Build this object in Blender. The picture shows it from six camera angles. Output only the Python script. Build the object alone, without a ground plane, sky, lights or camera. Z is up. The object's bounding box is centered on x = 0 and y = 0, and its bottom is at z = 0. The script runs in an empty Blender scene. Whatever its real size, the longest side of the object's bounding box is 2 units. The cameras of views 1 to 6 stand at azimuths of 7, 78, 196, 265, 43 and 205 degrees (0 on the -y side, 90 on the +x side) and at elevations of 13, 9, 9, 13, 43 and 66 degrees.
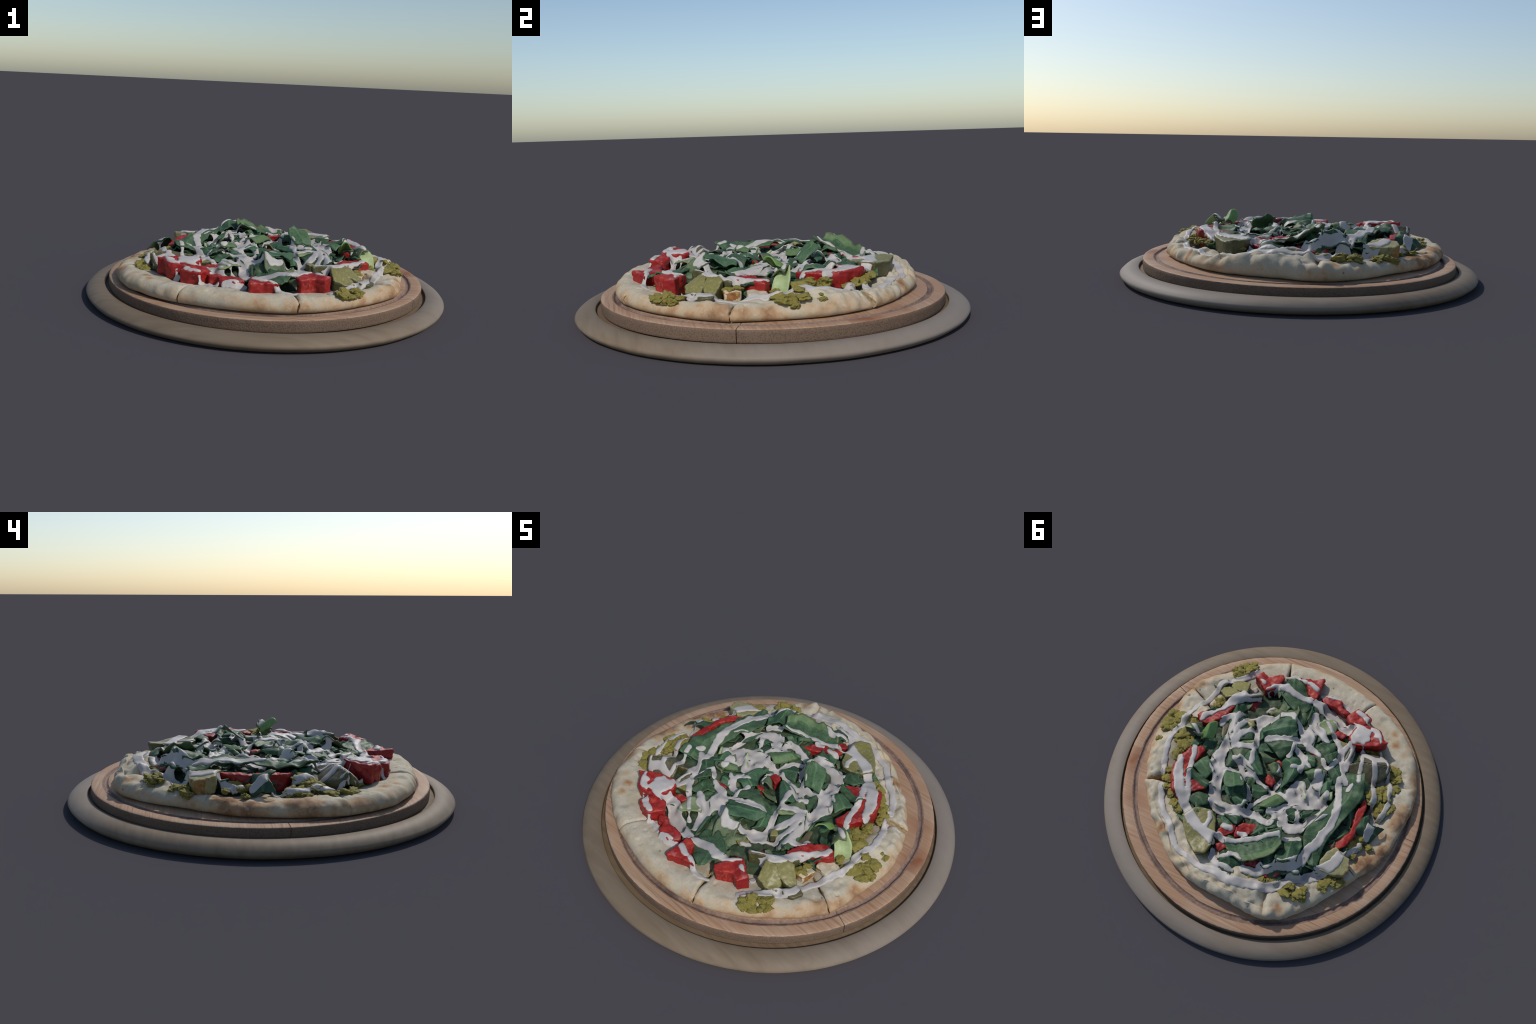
# A flatbread pizza cut in slices, loaded with lettuce, tomato, pickle and a white
# sauce, on a round bamboo board that sits in the recess of a round wooden tray.
import bpy, bmesh, math, random
import numpy as np
from mathutils import Vector, Matrix, noise, Euler
from mathutils.bvhtree import BVHTree

rng = random.Random(11)
scene = bpy.context.scene

# ----------------------------------------------------------------- materials
def new_mat(name):
    m = bpy.data.materials.new(name)
    m.use_nodes = True
    nt = m.node_tree
    return m, nt, nt.nodes['Principled BSDF']

class N:
    """tiny helper to wire node graphs"""
    def __init__(self, nt):
        self.nt = nt
        self.tc = nt.nodes.new('ShaderNodeTexCoord')
    def mapping(self, scale=(1, 1, 1), rot=(0, 0, 0), loc=(0, 0, 0)):
        n = self.nt.nodes.new('ShaderNodeMapping')
        n.inputs['Scale'].default_value = scale
        n.inputs['Rotation'].default_value = rot
        n.inputs['Location'].default_value = loc
        self.nt.links.new(self.tc.outputs['Object'], n.inputs['Vector'])
        return n.outputs[0]
    def noise(self, vec, scale, detail=3, rough=.55, dist=0):
        n = self.nt.nodes.new('ShaderNodeTexNoise')
        n.inputs['Scale'].default_value = scale
        n.inputs['Detail'].default_value = detail
        n.inputs['Roughness'].default_value = rough
        n.inputs['Distortion'].default_value = dist
        self.nt.links.new(vec, n.inputs['Vector'])
        return n.outputs['Fac']
    def voronoi(self, vec, scale, feature='F1'):
        n = self.nt.nodes.new('ShaderNodeTexVoronoi')
        n.feature = feature
        n.inputs['Scale'].default_value = scale
        self.nt.links.new(vec, n.inputs['Vector'])
        return n.outputs['Distance']
    def white(self, val):
        n = self.nt.nodes.new('ShaderNodeTexWhiteNoise')
        n.noise_dimensions = '1D'
        self.nt.links.new(val, n.inputs['W'])
        return n.outputs['Value']
    def math(self, op, a, b=None, c=None, clamp=False):
        n = self.nt.nodes.new('ShaderNodeMath')
        n.operation = op
        n.use_clamp = clamp
        for i, v in enumerate((a, b, c)):
            if v is None:
                continue
            if isinstance(v, (int, float)):
                n.inputs[i].default_value = v
            else:
                self.nt.links.new(v, n.inputs[i])
        return n.outputs[0]
    def ramp(self, fac, *stops):
        n = self.nt.nodes.new('ShaderNodeValToRGB')
        e = n.color_ramp.elements
        while len(e) < len(stops):
            e.new(.5)
        for el, (p, c) in zip(e, stops):
            el.position = p
            el.color = (*c, 1) if not isinstance(c, (int, float)) else (c, c, c, 1)
        self.nt.links.new(fac, n.inputs[0])
        return n.outputs[0]
    def mix(self, fac, a, b, mode='MIX'):
        n = self.nt.nodes.new('ShaderNodeMix')
        n.data_type = 'RGBA'
        n.blend_type = mode
        for sock, v in ((n.inputs[0], fac), (n.inputs[6], a), (n.inputs[7], b)):
            if isinstance(v, (int, float)):
                sock.default_value = v
            elif isinstance(v, tuple):
                sock.default_value = (*v, 1)
            else:
                self.nt.links.new(v, sock)
        return n.outputs[2]
    def xyz(self, vec):
        n = self.nt.nodes.new('ShaderNodeSeparateXYZ')
        self.nt.links.new(vec, n.inputs[0])
        return n.outputs
    def rand(self):
        return self.nt.nodes.new('ShaderNodeObjectInfo').outputs['Random']
    def bump(self, h, strength, dist, bsdf):
        n = self.nt.nodes.new('ShaderNodeBump')
        n.inputs['Strength'].default_value = strength
        n.inputs['Distance'].default_value = dist
        self.nt.links.new(h, n.inputs['Height'])
        self.nt.links.new(n.outputs[0], bsdf.inputs['Normal'])

def finish(nt, bsdf, col, rough=.6, spec=.3):
    nt.links.new(col, bsdf.inputs['Base Color'])
    bsdf.inputs['Roughness'].default_value = rough
    bsdf.inputs['Specular IOR Level'].default_value = spec

GRAIN = math.radians(24)          # the wood grain runs 24 degrees off the x axis

def spot(g, v, x, y, r):
    """soft round patch around (x, y)"""
    s = g.xyz(v)
    dx = g.math('SUBTRACT', s[0], x)
    dy = g.math('SUBTRACT', s[1], y)
    d = g.math('SQRT', g.math('ADD', g.math('MULTIPLY', dx, dx), g.math('MULTIPLY', dy, dy)))
    return g.math('SUBTRACT', 1, g.math('DIVIDE', d, r), clamp=True)

def mat_board_top():
    m, nt, b = new_mat('bamboo_face')
    g = N(nt)
    v = g.mapping(rot=(0, 0, GRAIN))
    s = g.xyz(v)
    wob = g.noise(v, 3, 2)
    band = g.math('FLOOR', g.math('DIVIDE', g.math('ADD', s[1], 0.004), .062))
    seg = g.math('FLOOR', g.math('ADD', g.math('DIVIDE', s[0], .55), g.math('MULTIPLY', band, .37)))
    cell = g.white(g.math('ADD', g.math('MULTIPLY', band, 7.3), seg))
    streak = g.noise(g.mapping(scale=(4, 110, 5), rot=(0, 0, GRAIN)), 1, 4, .6)
    fine = g.noise(g.mapping(scale=(14, 420, 14), rot=(0, 0, GRAIN)), 1, 2)
    c = g.ramp(streak, (.30, (.235, .130, .072)), (.5, (.41, .262, .160)), (.70, (.50, .345, .235)))
    c = g.mix(g.math('MULTIPLY', cell, .6), c, (.37, .205, .115))
    c = g.mix(g.math('MULTIPLY', fine, .35), c, (.235, .135, .09))
    c = g.mix(g.ramp(wob, (.45, 0.0), (.75, .35)), c, (.47, .355, .255))
    o = g.mapping()
    n2 = g.noise(o, 16, 3)
    for x, y, r, k in ((.815, .235, .11, .9), (.79, .19, .07, .8), (.66, .42, .10, .5), (.45, -.70, .10, .3)):
        f = g.math('MULTIPLY', g.math('MULTIPLY', spot(g, o, x, y, r), g.math('MULTIPLY', n2, 1.9)), k, clamp=True)
        c = g.mix(f, c, (.24, .09, .04))
    finish(nt, b, c, .62, .25)
    g.bump(fine, .25, .002, b)
    return m

def mat_board_groove():
    m, nt, b = new_mat('bamboo_groove')
    g = N(nt)
    o = g.mapping()
    n1 = g.noise(o, 60, 4)
    n2 = g.noise(o, 5, 3)
    c = g.ramp(n1, (.3, (.165, .105, .08)), (.7, (.29, .195, .15)))
    c = g.mix(g.ramp(n2, (.5, 0.), (.66, .75)), c, (.075, .05, .045))
    finish(nt, b, c, .7, .2)
    return m

def mat_board_edge():
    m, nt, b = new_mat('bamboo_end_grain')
    g = N(nt)
    o = g.mapping()
    sp = g.voronoi(o, 130)
    n1 = g.noise(g.mapping(scale=(3, 3, 60)), 1, 3)
    n2 = g.noise(o, 6, 2)
    c = g.ramp(sp, (.12, (.095, .063, .043)), (.55, (.158, .108, .076)))
    c = g.mix(g.ramp(n1, (.4, 0.), (.8, .5)), c, (.19, .115, .075))
    c = g.mix(g.ramp(n2, (.5, 0.), (.75, .35)), c, (.20, .148, .112))
    finish(nt, b, c, .75, .2)
    g.bump(sp, .3, .003, b)
    return m

def mat_tray():
    m, nt, b = new_mat('pale_wood')
    g = N(nt)
    o = g.mapping()
    s = g.xyz(o)
    streak = g.noise(g.mapping(scale=(3, 26, 20), rot=(0, 0, GRAIN)), 1, 4, .5, .4)
    blot = g.noise(o, 2.6, 3)
    fine = g.noise(g.mapping(scale=(8, 160, 60), rot=(0, 0, GRAIN)), 1, 2)
    c = g.ramp(streak, (.3, (.165, .122, .080)), (.55, (.198, .150, .102)), (.8, (.225, .178, .128)))
    grey = g.math('ADD', g.math('MULTIPLY', g.math('ADD', s[0], s[1]), .34), g.math('MULTIPLY', blot, .55))
    c = g.mix(g.ramp(grey, (.25, 0.), (.72, .8)), c, (.255, .222, .192))
    c = g.mix(g.math('MULTIPLY', fine, .25), c, (.15, .105, .07))
    finish(nt, b, c, .6, .25)
    g.bump(streak, .12, .006, b)
    return m

def mat_recess():
    m, nt, b = new_mat('wood_recess')
    g = N(nt)
    n1 = g.noise(g.mapping(scale=(3, 40, 20), rot=(0, 0, GRAIN)), 1, 3)
    c = g.ramp(n1, (.3, (.12, .078, .042)), (.7, (.18, .125, .076)))
    finish(nt, b, c, .7, .2)
    return m

def mat_crust():
    m, nt, b = new_mat('baked_dough')
    g = N(nt)
    o = g.mapping()
    s = g.xyz(o)
    n1 = g.noise(o, 6, 4)
    n2 = g.noise(o, 15, 4, .6)
    n3 = g.noise(o, 90, 4, .65)
    n4 = g.noise(o, 34, 3, .6)
    # flour-dusted cream dough
    c = g.ramp(n2, (.3, (.42, .365, .265)), (.7, (.54, .49, .385)))
    c = g.mix(g.ramp(n1, (.48, 0.), (.75, .45)), c, (.48, .405, .235))
    # the rim line of the bread as a sum of waves round the circle
    ang = g.math('ARCTAN2', s[1], s[0])
    line = .7754
    for k, ac, as_ in ((1, -.0203, -.0364), (2, 0, .0027), (3, .0103, -.019), (4, 0, .0122), (5, 0, -.0046)):
        ka = g.math('MULTIPLY', ang, k)
        if ac:
            line = g.math('ADD', g.math('MULTIPLY', g.math('COSINE', ka), ac), line)
        if as_:
            line = g.math('ADD', g.math('MULTIPLY', g.math('SINE', ka), as_), line)
    r = g.math('SQRT', g.math('ADD', g.math('MULTIPLY', s[0], s[0]), g.math('MULTIPLY', s[1], s[1])))
    q = g.math('DIVIDE', r, line)
    rim = g.math('MULTIPLY', g.math('SUBTRACT', q, .915), 9.0, clamp=True)
    # how strongly each side was turned to the fire, going round from -x
    turn = g.math('ADD', g.math('DIVIDE', ang, 2 * math.pi), .5)
    fire = g.ramp(turn, (0, .9), (.07, .7), (.13, .5), (.22, .62), (.31, .85), (.44, .85), (.54, .6), (.60, .5), (.70, .42), (.80, .45), (.88, .7), (1, .9))
    toast = g.math('MULTIPLY', g.math('MULTIPLY', rim, fire), .78)
    toast = g.math('ADD', toast, g.math('MULTIPLY', g.math('SUBTRACT', n2, .5), 1.25))
    toast = g.math('ADD', toast, g.math('MULTIPLY', g.math('SUBTRACT', n1, .5), .6))
    for x, y, rr, k in ((-.746, -.131, .085, .8), (-.731, -.055, .06, .7), (-.706, .036, .075, .6), (-.728, .116, .05, .6), (-.678, .193, .075, .95),
                        (-.642, .256, .05, .7), (-.555, -.514, .045, .7), (-.519, -.574, .035, .5), (-.621, -.472, .035, .5), (.43, .535, .045, .8),
                        (-.345, .649, .05, .7), (-.243, .617, .035, .7), (.721, -.172, .06, .5), (-.733, -.367, .05, .5)):
        toast = g.math('ADD', toast, g.math('MULTIPLY', spot(g, o, x, y, rr), k))
    c = g.mix(g.ramp(toast, (.16, 0.), (.52, .8)), c, (.42, .25, .12))
    c = g.mix(g.ramp(toast, (.46, 0.), (.90, .85)), c, (.19, .08, .034))
    c = g.mix(g.ramp(n3, (.33, .35), (.55, 0.)), c, (.35, .27, .18))
    c = g.mix(g.ramp(n4, (.60, 0.), (.72, .35)), c, (.57, .525, .45))
    # small scorched pinholes
    v = g.nt.nodes.new('ShaderNodeTexVoronoi')
    v.inputs['Scale'].default_value = 15
    nt.links.new(o, v.inputs['Vector'])
    pick = g.math('GREATER_THAN', g.xyz(v.outputs['Color'])[0], .62)
    dot = g.math('MULTIPLY', g.ramp(v.outputs['Distance'], (.05, 1.), (.11, 0.)), pick)
    c = g.mix(g.math('MULTIPLY', dot, .75), c, (.16, .085, .04))
    finish(nt, b, c, .8, .2)
    g.bump(n3, .3, .004, b)
    return m

def mat_crumb():
    m, nt, b = new_mat('bread_crumb')
    g = N(nt)
    n = g.noise(g.mapping(), 55, 4)
    c = g.ramp(n, (.35, (.36, .23, .11)), (.65, (.52, .42, .27)))
    finish(nt, b, c, .85, .2)
    g.bump(n, .6, .006, b)
    return m

def mat_leaf(name, dark, light, spot_c, rough=.42):
    m, nt, b = new_mat(name)
    g = N(nt)
    o = g.mapping()
    n1 = g.noise(o, 9, 3)
    n2 = g.noise(o, 45, 4, .6, .6)
    v = g.voronoi(g.mapping(), 38, 'DISTANCE_TO_EDGE')
    c = g.ramp(n1, (.3, dark), (.7, light))
    c = g.mix(g.ramp(n2, (.45, 0.), (.75, .4)), c, spot_c)
    c = g.mix(g.ramp(v, (.0, .35), (.06, 0.)), c, spot_c)
    h = g.nt.nodes.new('ShaderNodeHueSaturation')
    k = g.math('ADD', g.math('MULTIPLY', g.rand(), .65), .66)
    nt.links.new(k, h.inputs['Value'])
    nt.links.new(c, h.inputs['Color'])
    finish(nt, b, h.outputs[0], rough + .12, .3)
    g.bump(n2, .35, .004, b)
    # thin leaf: some light passes through
    t = nt.nodes.new('ShaderNodeBsdfTranslucent')
    nt.links.new(h.outputs[0], t.inputs['Color'])
    mx = nt.nodes.new('ShaderNodeMixShader')
    mx.inputs[0].default_value = .12
    nt.links.new(b.outputs[0], mx.inputs[1])
    nt.links.new(t.outputs[0], mx.inputs[2])
    nt.links.new(mx.outputs[0], nt.nodes['Material Output'].inputs['Surface'])
    return m

def mat_tomato():
    m, nt, b = new_mat('tomato_flesh')
    g = N(nt)
    o = g.mapping()
    n1 = g.noise(o, 20, 4, .6)
    n2 = g.noise(o, 60, 3, .6)
    c = g.ramp(n1, (.25, (.175, .010, .010)), (.5, (.30, .018, .015)), (.75, (.42, .050, .028)))
    c = g.mix(g.ramp(n2, (.55, 0.), (.8, .6)), c, (.46, .115, .06))
    n4 = g.noise(o, 17, 4, .65)
    c = g.mix(g.ramp(n4, (.58, 0.), (.72, .55)), c, (.40, .20, .19))     # thin smear of sauce
    finish(nt, b, c, .5, .3)
    g.bump(n2, .25, .004, b)
    return m

def mat_tomato_skin():
    m, nt, b = new_mat('tomato_skin')
    g = N(nt)
    n1 = g.noise(g.mapping(), 9, 3)
    c = g.ramp(n1, (.3, (.20, .009, .010)), (.7, (.31, .018, .015)))
    finish(nt, b, c, .4, .35)
    return m

def mat_two(name, a, bcol, scale, rough=.45, fleck=None, fs=70, bump=.2):
    m, nt, b = new_mat(name)
    g = N(nt)
    o = g.mapping()
    n1 = g.noise(o, scale, 4)
    n2 = g.noise(o, fs, 3, .6)
    c = g.ramp(n1, (.3, a), (.7, bcol))
    if fleck:
        c = g.mix(g.ramp(n2, (.54, 0.), (.66, .75)), c, fleck)
    finish(nt, b, c, rough, .35)
    g.bump(n2, bump, .004, b)
    return m

def mat_sauce():
    m, nt, b = new_mat('white_sauce')
    g = N(nt)
    o = g.mapping()
    n1 = g.noise(o, 7, 3)
    n2 = g.noise(o, 50, 2)
    c = g.ramp(n1, (.3, (.400, .368, .340)), (.7, (.490, .455, .425)))
    finish(nt, b, c, .48, .3)
    b.inputs['Subsurface Weight'].default_value = .12
    b.inputs['Subsurface Radius'].default_value = (.02, .015, .012)
    g.bump(n2, .08, .004, b)
    return m

M = dict(
    board=mat_board_top(), groove=mat_board_groove(), edge=mat_board_edge(),
    tray=mat_tray(), recess=mat_recess(), crust=mat_crust(), crumb=mat_crumb(),
    dark=mat_leaf('leaf_dark_green', (.026, .066, .032), (.052, .115, .058), (.115, .185, .105)),
    mid=mat_leaf('leaf_green', (.034, .078, .036), (.078, .142, .068), (.155, .225, .12)),
    bright=mat_leaf('leaf_bright_green', (.085, .165, .040), (.155, .26, .075), (.22, .32, .13)),
    fresh=mat_leaf('leaf_fresh_green', (.075, .135, .050), (.12, .20, .080), (.20, .28, .14)),
    dull=mat_leaf('leaf_olive_green', (.075, .10, .05), (.13, .165, .085), (.20, .22, .12)),
    pale=mat_leaf('leaf_pale_rib', (.23, .30, .125), (.33, .40, .20), (.42, .45, .27), .4),
    rib=mat_leaf('leaf_midrib', (.055, .125, .05), (.09, .18, .075), (.15, .25, .11)),
    tomato=mat_tomato(), tomato_skin=mat_tomato_skin(),
    pickle=mat_two('pickle_flesh', (.145, .135, .045), (.235, .21, .068), 10, .4, (.29, .265, .12)),
    pickle_skin=mat_two('pickle_skin', (.050, .050, .020), (.095, .088, .034), 12, .4, (.13, .12, .05)),
    pickle_dark=mat_two('pickle_dark_flesh', (.070, .062, .034), (.125, .108, .058), 9, .45, (.17, .145, .075)),
    chicken=mat_two('chicken_flesh', (.42, .35, .235), (.54, .47, .35), 14, .6, (.40, .29, .14)),
    seared=mat_two('chicken_seared', (.22, .085, .028), (.38, .20, .06), 25, .6, (.42, .30, .08)),
    potato=mat_two('roast_potato', (.22, .205, .09), (.31, .285, .135), 8, .5, (.35, .31, .15)),
    filling=mat_two('herbed_filling', (.18, .15, .028), (.45, .37, .09), 18, .7, (.085, .115, .030), 30, .8),
    sauce=mat_sauce(),
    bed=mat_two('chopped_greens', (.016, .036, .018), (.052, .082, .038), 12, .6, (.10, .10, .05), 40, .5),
)

# ---------------------------------------------------------------- scene graph
def link(o, parent=None):
    scene.collection.objects.link(o)
    if parent is not None:
        o.parent = parent
        o.location = o.location - parent.location
    return o

def thing(name, label, category, loc):
    e = bpy.data.objects.new(name, None)
    e.location = loc
    e.empty_display_size = .1
    e['label'] = label
    e['category'] = category
    scene.collection.objects.link(e)
    return e

tray = thing('wooden_tray', 'round pale wooden tray with a rounded raised rim', 'wooden tray', (0, 0, 0))
board = thing('bamboo_board', 'round bamboo serving board with a juice groove', 'cutting board', (0, 0, .052))
pizza = thing('pizza', 'sliced flatbread pizza with lettuce, tomato, pickles and white sauce', 'pizza', (0, 0, .112))

def mesh_obj(name, verts, faces, mats, parent, smooth=True, midx=None):
    me = bpy.data.meshes.new(name)
    me.from_pydata([tuple(v) for v in verts], [], faces)
    for m in mats:
        me.materials.append(m)
    if midx is not None:
        me.polygons.foreach_set('material_index', np.asarray(midx, dtype=np.int32))
    if smooth:
        me.polygons.foreach_set('use_smooth', np.ones(len(me.polygons), dtype=bool))
    me.update()
    o = bpy.data.objects.new(name, me)
    return link(o, parent)

def fbm(x, y, z, octaves=3):
    a, s, t = 1., 1., 0.
    for _ in range(octaves):
        t += a * noise.noise(Vector((x * s, y * s, z * s)))
        a *= .5
        s *= 2.03
    return t

# ------------------------------------------------------------- tray and board
def lathe(name, profile, thetas, mats, slots, parent, warp):
    """turn a (radius, height) profile; slots gives the material of each band"""
    verts, faces, midx = [], [], []
    n, k = len(thetas), len(profile)
    for t in thetas:
        for j, (r, z) in enumerate(profile):
            verts.append(warp(t, r, z, j))
    for i in range(n):
        for j in range(k - 1):
            a, b = i * k + j, ((i + 1) % n) * k + j
            if profile[j][0] == 0:
                faces.append((a, b + 1, a + 1)[::-1])
            elif profile[j + 1][0] == 0:
                faces.append((a, b, a + 1)[::-1])
            else:
                faces.append((a, b, b + 1, a + 1)[::-1])
            midx.append(slots[j])
    return mesh_obj(name, verts, faces, mats, parent, True, midx)

def sharp(o, deg=35):
    o.data.set_sharp_from_angle(angle=math.radians(deg))

ring = [2 * math.pi * i / 360 for i in range(360)]
def rim_warp(t, r, z, j):
    # the turned rim is not perfectly even: slow waves and tool marks on the outside
    k = max(0., min(1., (r - .93) / .05))
    w = .0022 * fbm(math.cos(t) * 6, math.sin(t) * 6, z * 9) * k
    r2 = min(r + w - .001 * k, 1.0) if r < .9995 else 1.0
    return (r2 * math.cos(t), r2 * math.sin(t), z)
prof = [(.895, .050), (.8955, .060), (.897, .066), (.900, .0672), (.915, .0688), (.932, .0686), (.948, .0664),
        (.962, .0622), (.975, .0560), (.986, .0485), (.994, .0410), (1.0, .033), (.996, .022), (.988, .012), (.976, .004), (.962, 0)]
lathe('rim', prof, ring, [M['tray'], M['recess']], [1, 1] + [0] * 13, tray, rim_warp)
lathe('tray_floor', [(0, .0), (.9618, .0005), (.9618, .012), (.8945, .0515), (0, .0520)][::-1], ring, [M['recess']], [0] * 4, tray,
      lambda t, r, z, j: (r * math.cos(t), r * math.sin(t), z))

def board_z(x, y):
    """the board sits a little tilted in the recess"""
    return .1132 + .0070 * x - .0035 * y

JOINTS = ((math.radians(-22.7), .010), (math.radians(183), .004))
thetas = list(ring)
for t0, d in JOINTS:
    thetas += [(t0 + e) % (2 * math.pi) for e in (-.0045, -.0022, .0003, .0028, .005)]
thetas = sorted(set(thetas))
BC = (-.004, .006)
bprof = [(0, 0), (.4, 0), (.780, 0), (.789, -.001), (.792, -.005), (.796, -.0095), (.801, -.011), (.806, -.0095),
         (.810, -.005), (.813, -.001), (.820, 0), (.850, 0), (.868, -.0005), (.8735, -.003), (.876, -.008), (.876, -.020),
         (.876, -.050), (.8755, -.056), (.874, -.060), (0, -.060)]
def board_warp(t, r, z, j):
    dr = dz = 0.
    for t0, d in JOINTS:
        e = (t - t0 + math.pi) % (2 * math.pi) - math.pi
        k = max(0., 1 - abs(e - .0003) / .0024)
        if r > .81 and j >= 10:
            dr -= d * k
            if j <= 13:
                dz -= d * k
        elif r > .77 and d > .008:
            dz -= d * k * .5
    if 12 <= j <= 15:                       # nicks along the worn top edge
        dr += .0016 * fbm(math.cos(t) * 40, math.sin(t) * 40, z * 30)
    if 3 <= j <= 9:
        dr += .004 * fbm(math.cos(t) * 8, math.sin(t) * 8, 3)
        dz *= 1 + .5 * fbm(math.cos(t) * 5, math.sin(t) * 5, 7)
    r += dr
    x, y = r * math.cos(t), r * math.sin(t)
    return (x + BC[0], y + BC[1], board_z(x, y) + z + dz)
bslots = [0, 0, 0] + [1] * 7 + [0, 0, 0] + [2] * 5 + [2]
bo = lathe('board_plate', bprof, thetas, [M['board'], M['groove'], M['edge']], bslots, board, board_warp)
sharp(bo, 40)

# ------------------------------------------------------------------ the bread
def curve(keys):
    xs = [k[0] for k in keys]
    ys = [k[1] for k in keys]
    return lambda t: float(np.interp(t, xs, ys))

# outer radius and rim height by direction (degrees, -180 .. 180)
BREAD_R = curve([(-180, .780), (-173, .797), (-166, .818), (-158, .838), (-150, .845), (-140, .849), (-130, .835), (-118, .818), (-110, .798),
                 (-100, .792), (-85, .794), (-74, .800), (-60, .790), (-46, .783), (-36, .789), (-26, .801), (-21, .787),
                 (-14, .768), (-5, .758), (6, .760), (15, .751), (25, .741), (33, .728), (45, .716), (57, .721),
                 (66, .731), (75, .739), (90, .733), (98, .745), (106, .780), (112, .797), (118, .799), (123, .786),
                 (130, .766), (139, .740), (148, .731), (156, .738), (167, .768), (180, .780)])
RIM_H = curve([(-180, .066), (-150, .075), (-130, .082), (-116, .082), (-90, .076), (-72, .076), (-45, .066), (-26, .066), (0, .066),
               (25, .061), (40, .066), (49, .076), (58, .068), (66, .062), (75, .085), (83, .104), (95, .120), (106, .110), (114, .094), (125, .080), (138, .072), (155, .066), (180, .066)])
CUTS = [25.0, -25.6, -72.4, -115.2, -157.9, -205.4]     # slice boundaries
GAPS = {25.0: .042, -25.6: .007, -72.4: .015, -115.2: .006, -157.9: .0015, -205.4: .002}
rimp = [(.30, .62), (.45, .62), (.60, .62), (.68, .64), (.73, .68), (.77, .74), (.80, .80), (.83, .87), (.86, .93), (.885, .97), (.91, .995),
        (.93, 1.), (.948, .975), (.963, .92), (.976, .84), (.987, .73), (.995, .60), (1.0, .46), (1.0, .32), (.996, .19), (.986, .08),
        (.970, .02), (.945, 0.), (.90, .0), (.60, .0), (.30, .0)]
NTOP = 20
RQ = [a for a, b in rimp[:NTOP]]
RH = [b for a, b in rimp[:NTOP]]
BROAD = curve([(-180, 0), (30, 0), (45, 1), (108, 1), (118, .3), (135, 0), (180, 0)])
FLAT = curve([(-180, .8), (-150, .45), (-60, .45), (-20, .9), (20, 1), (60, 1.3), (112, 1.5), (140, 1.3), (180, 1)])
dents = [(rng.uniform(-180, 180), rng.uniform(.80, .97), rng.uniform(.007, .012), rng.uniform(.005, .011)) for _ in range(110)]
dents = [(math.radians(t), q * BREAD_R(t), w, d) for t, q, w, d in dents]
DX = np.array([r * math.cos(t) for t, r, w, d in dents])
DY = np.array([r * math.sin(t) for t, r, w, d in dents])
DW = np.array([w for t, r, w, d in dents])
DD = np.array([d for t, r, w, d in dents])

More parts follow.
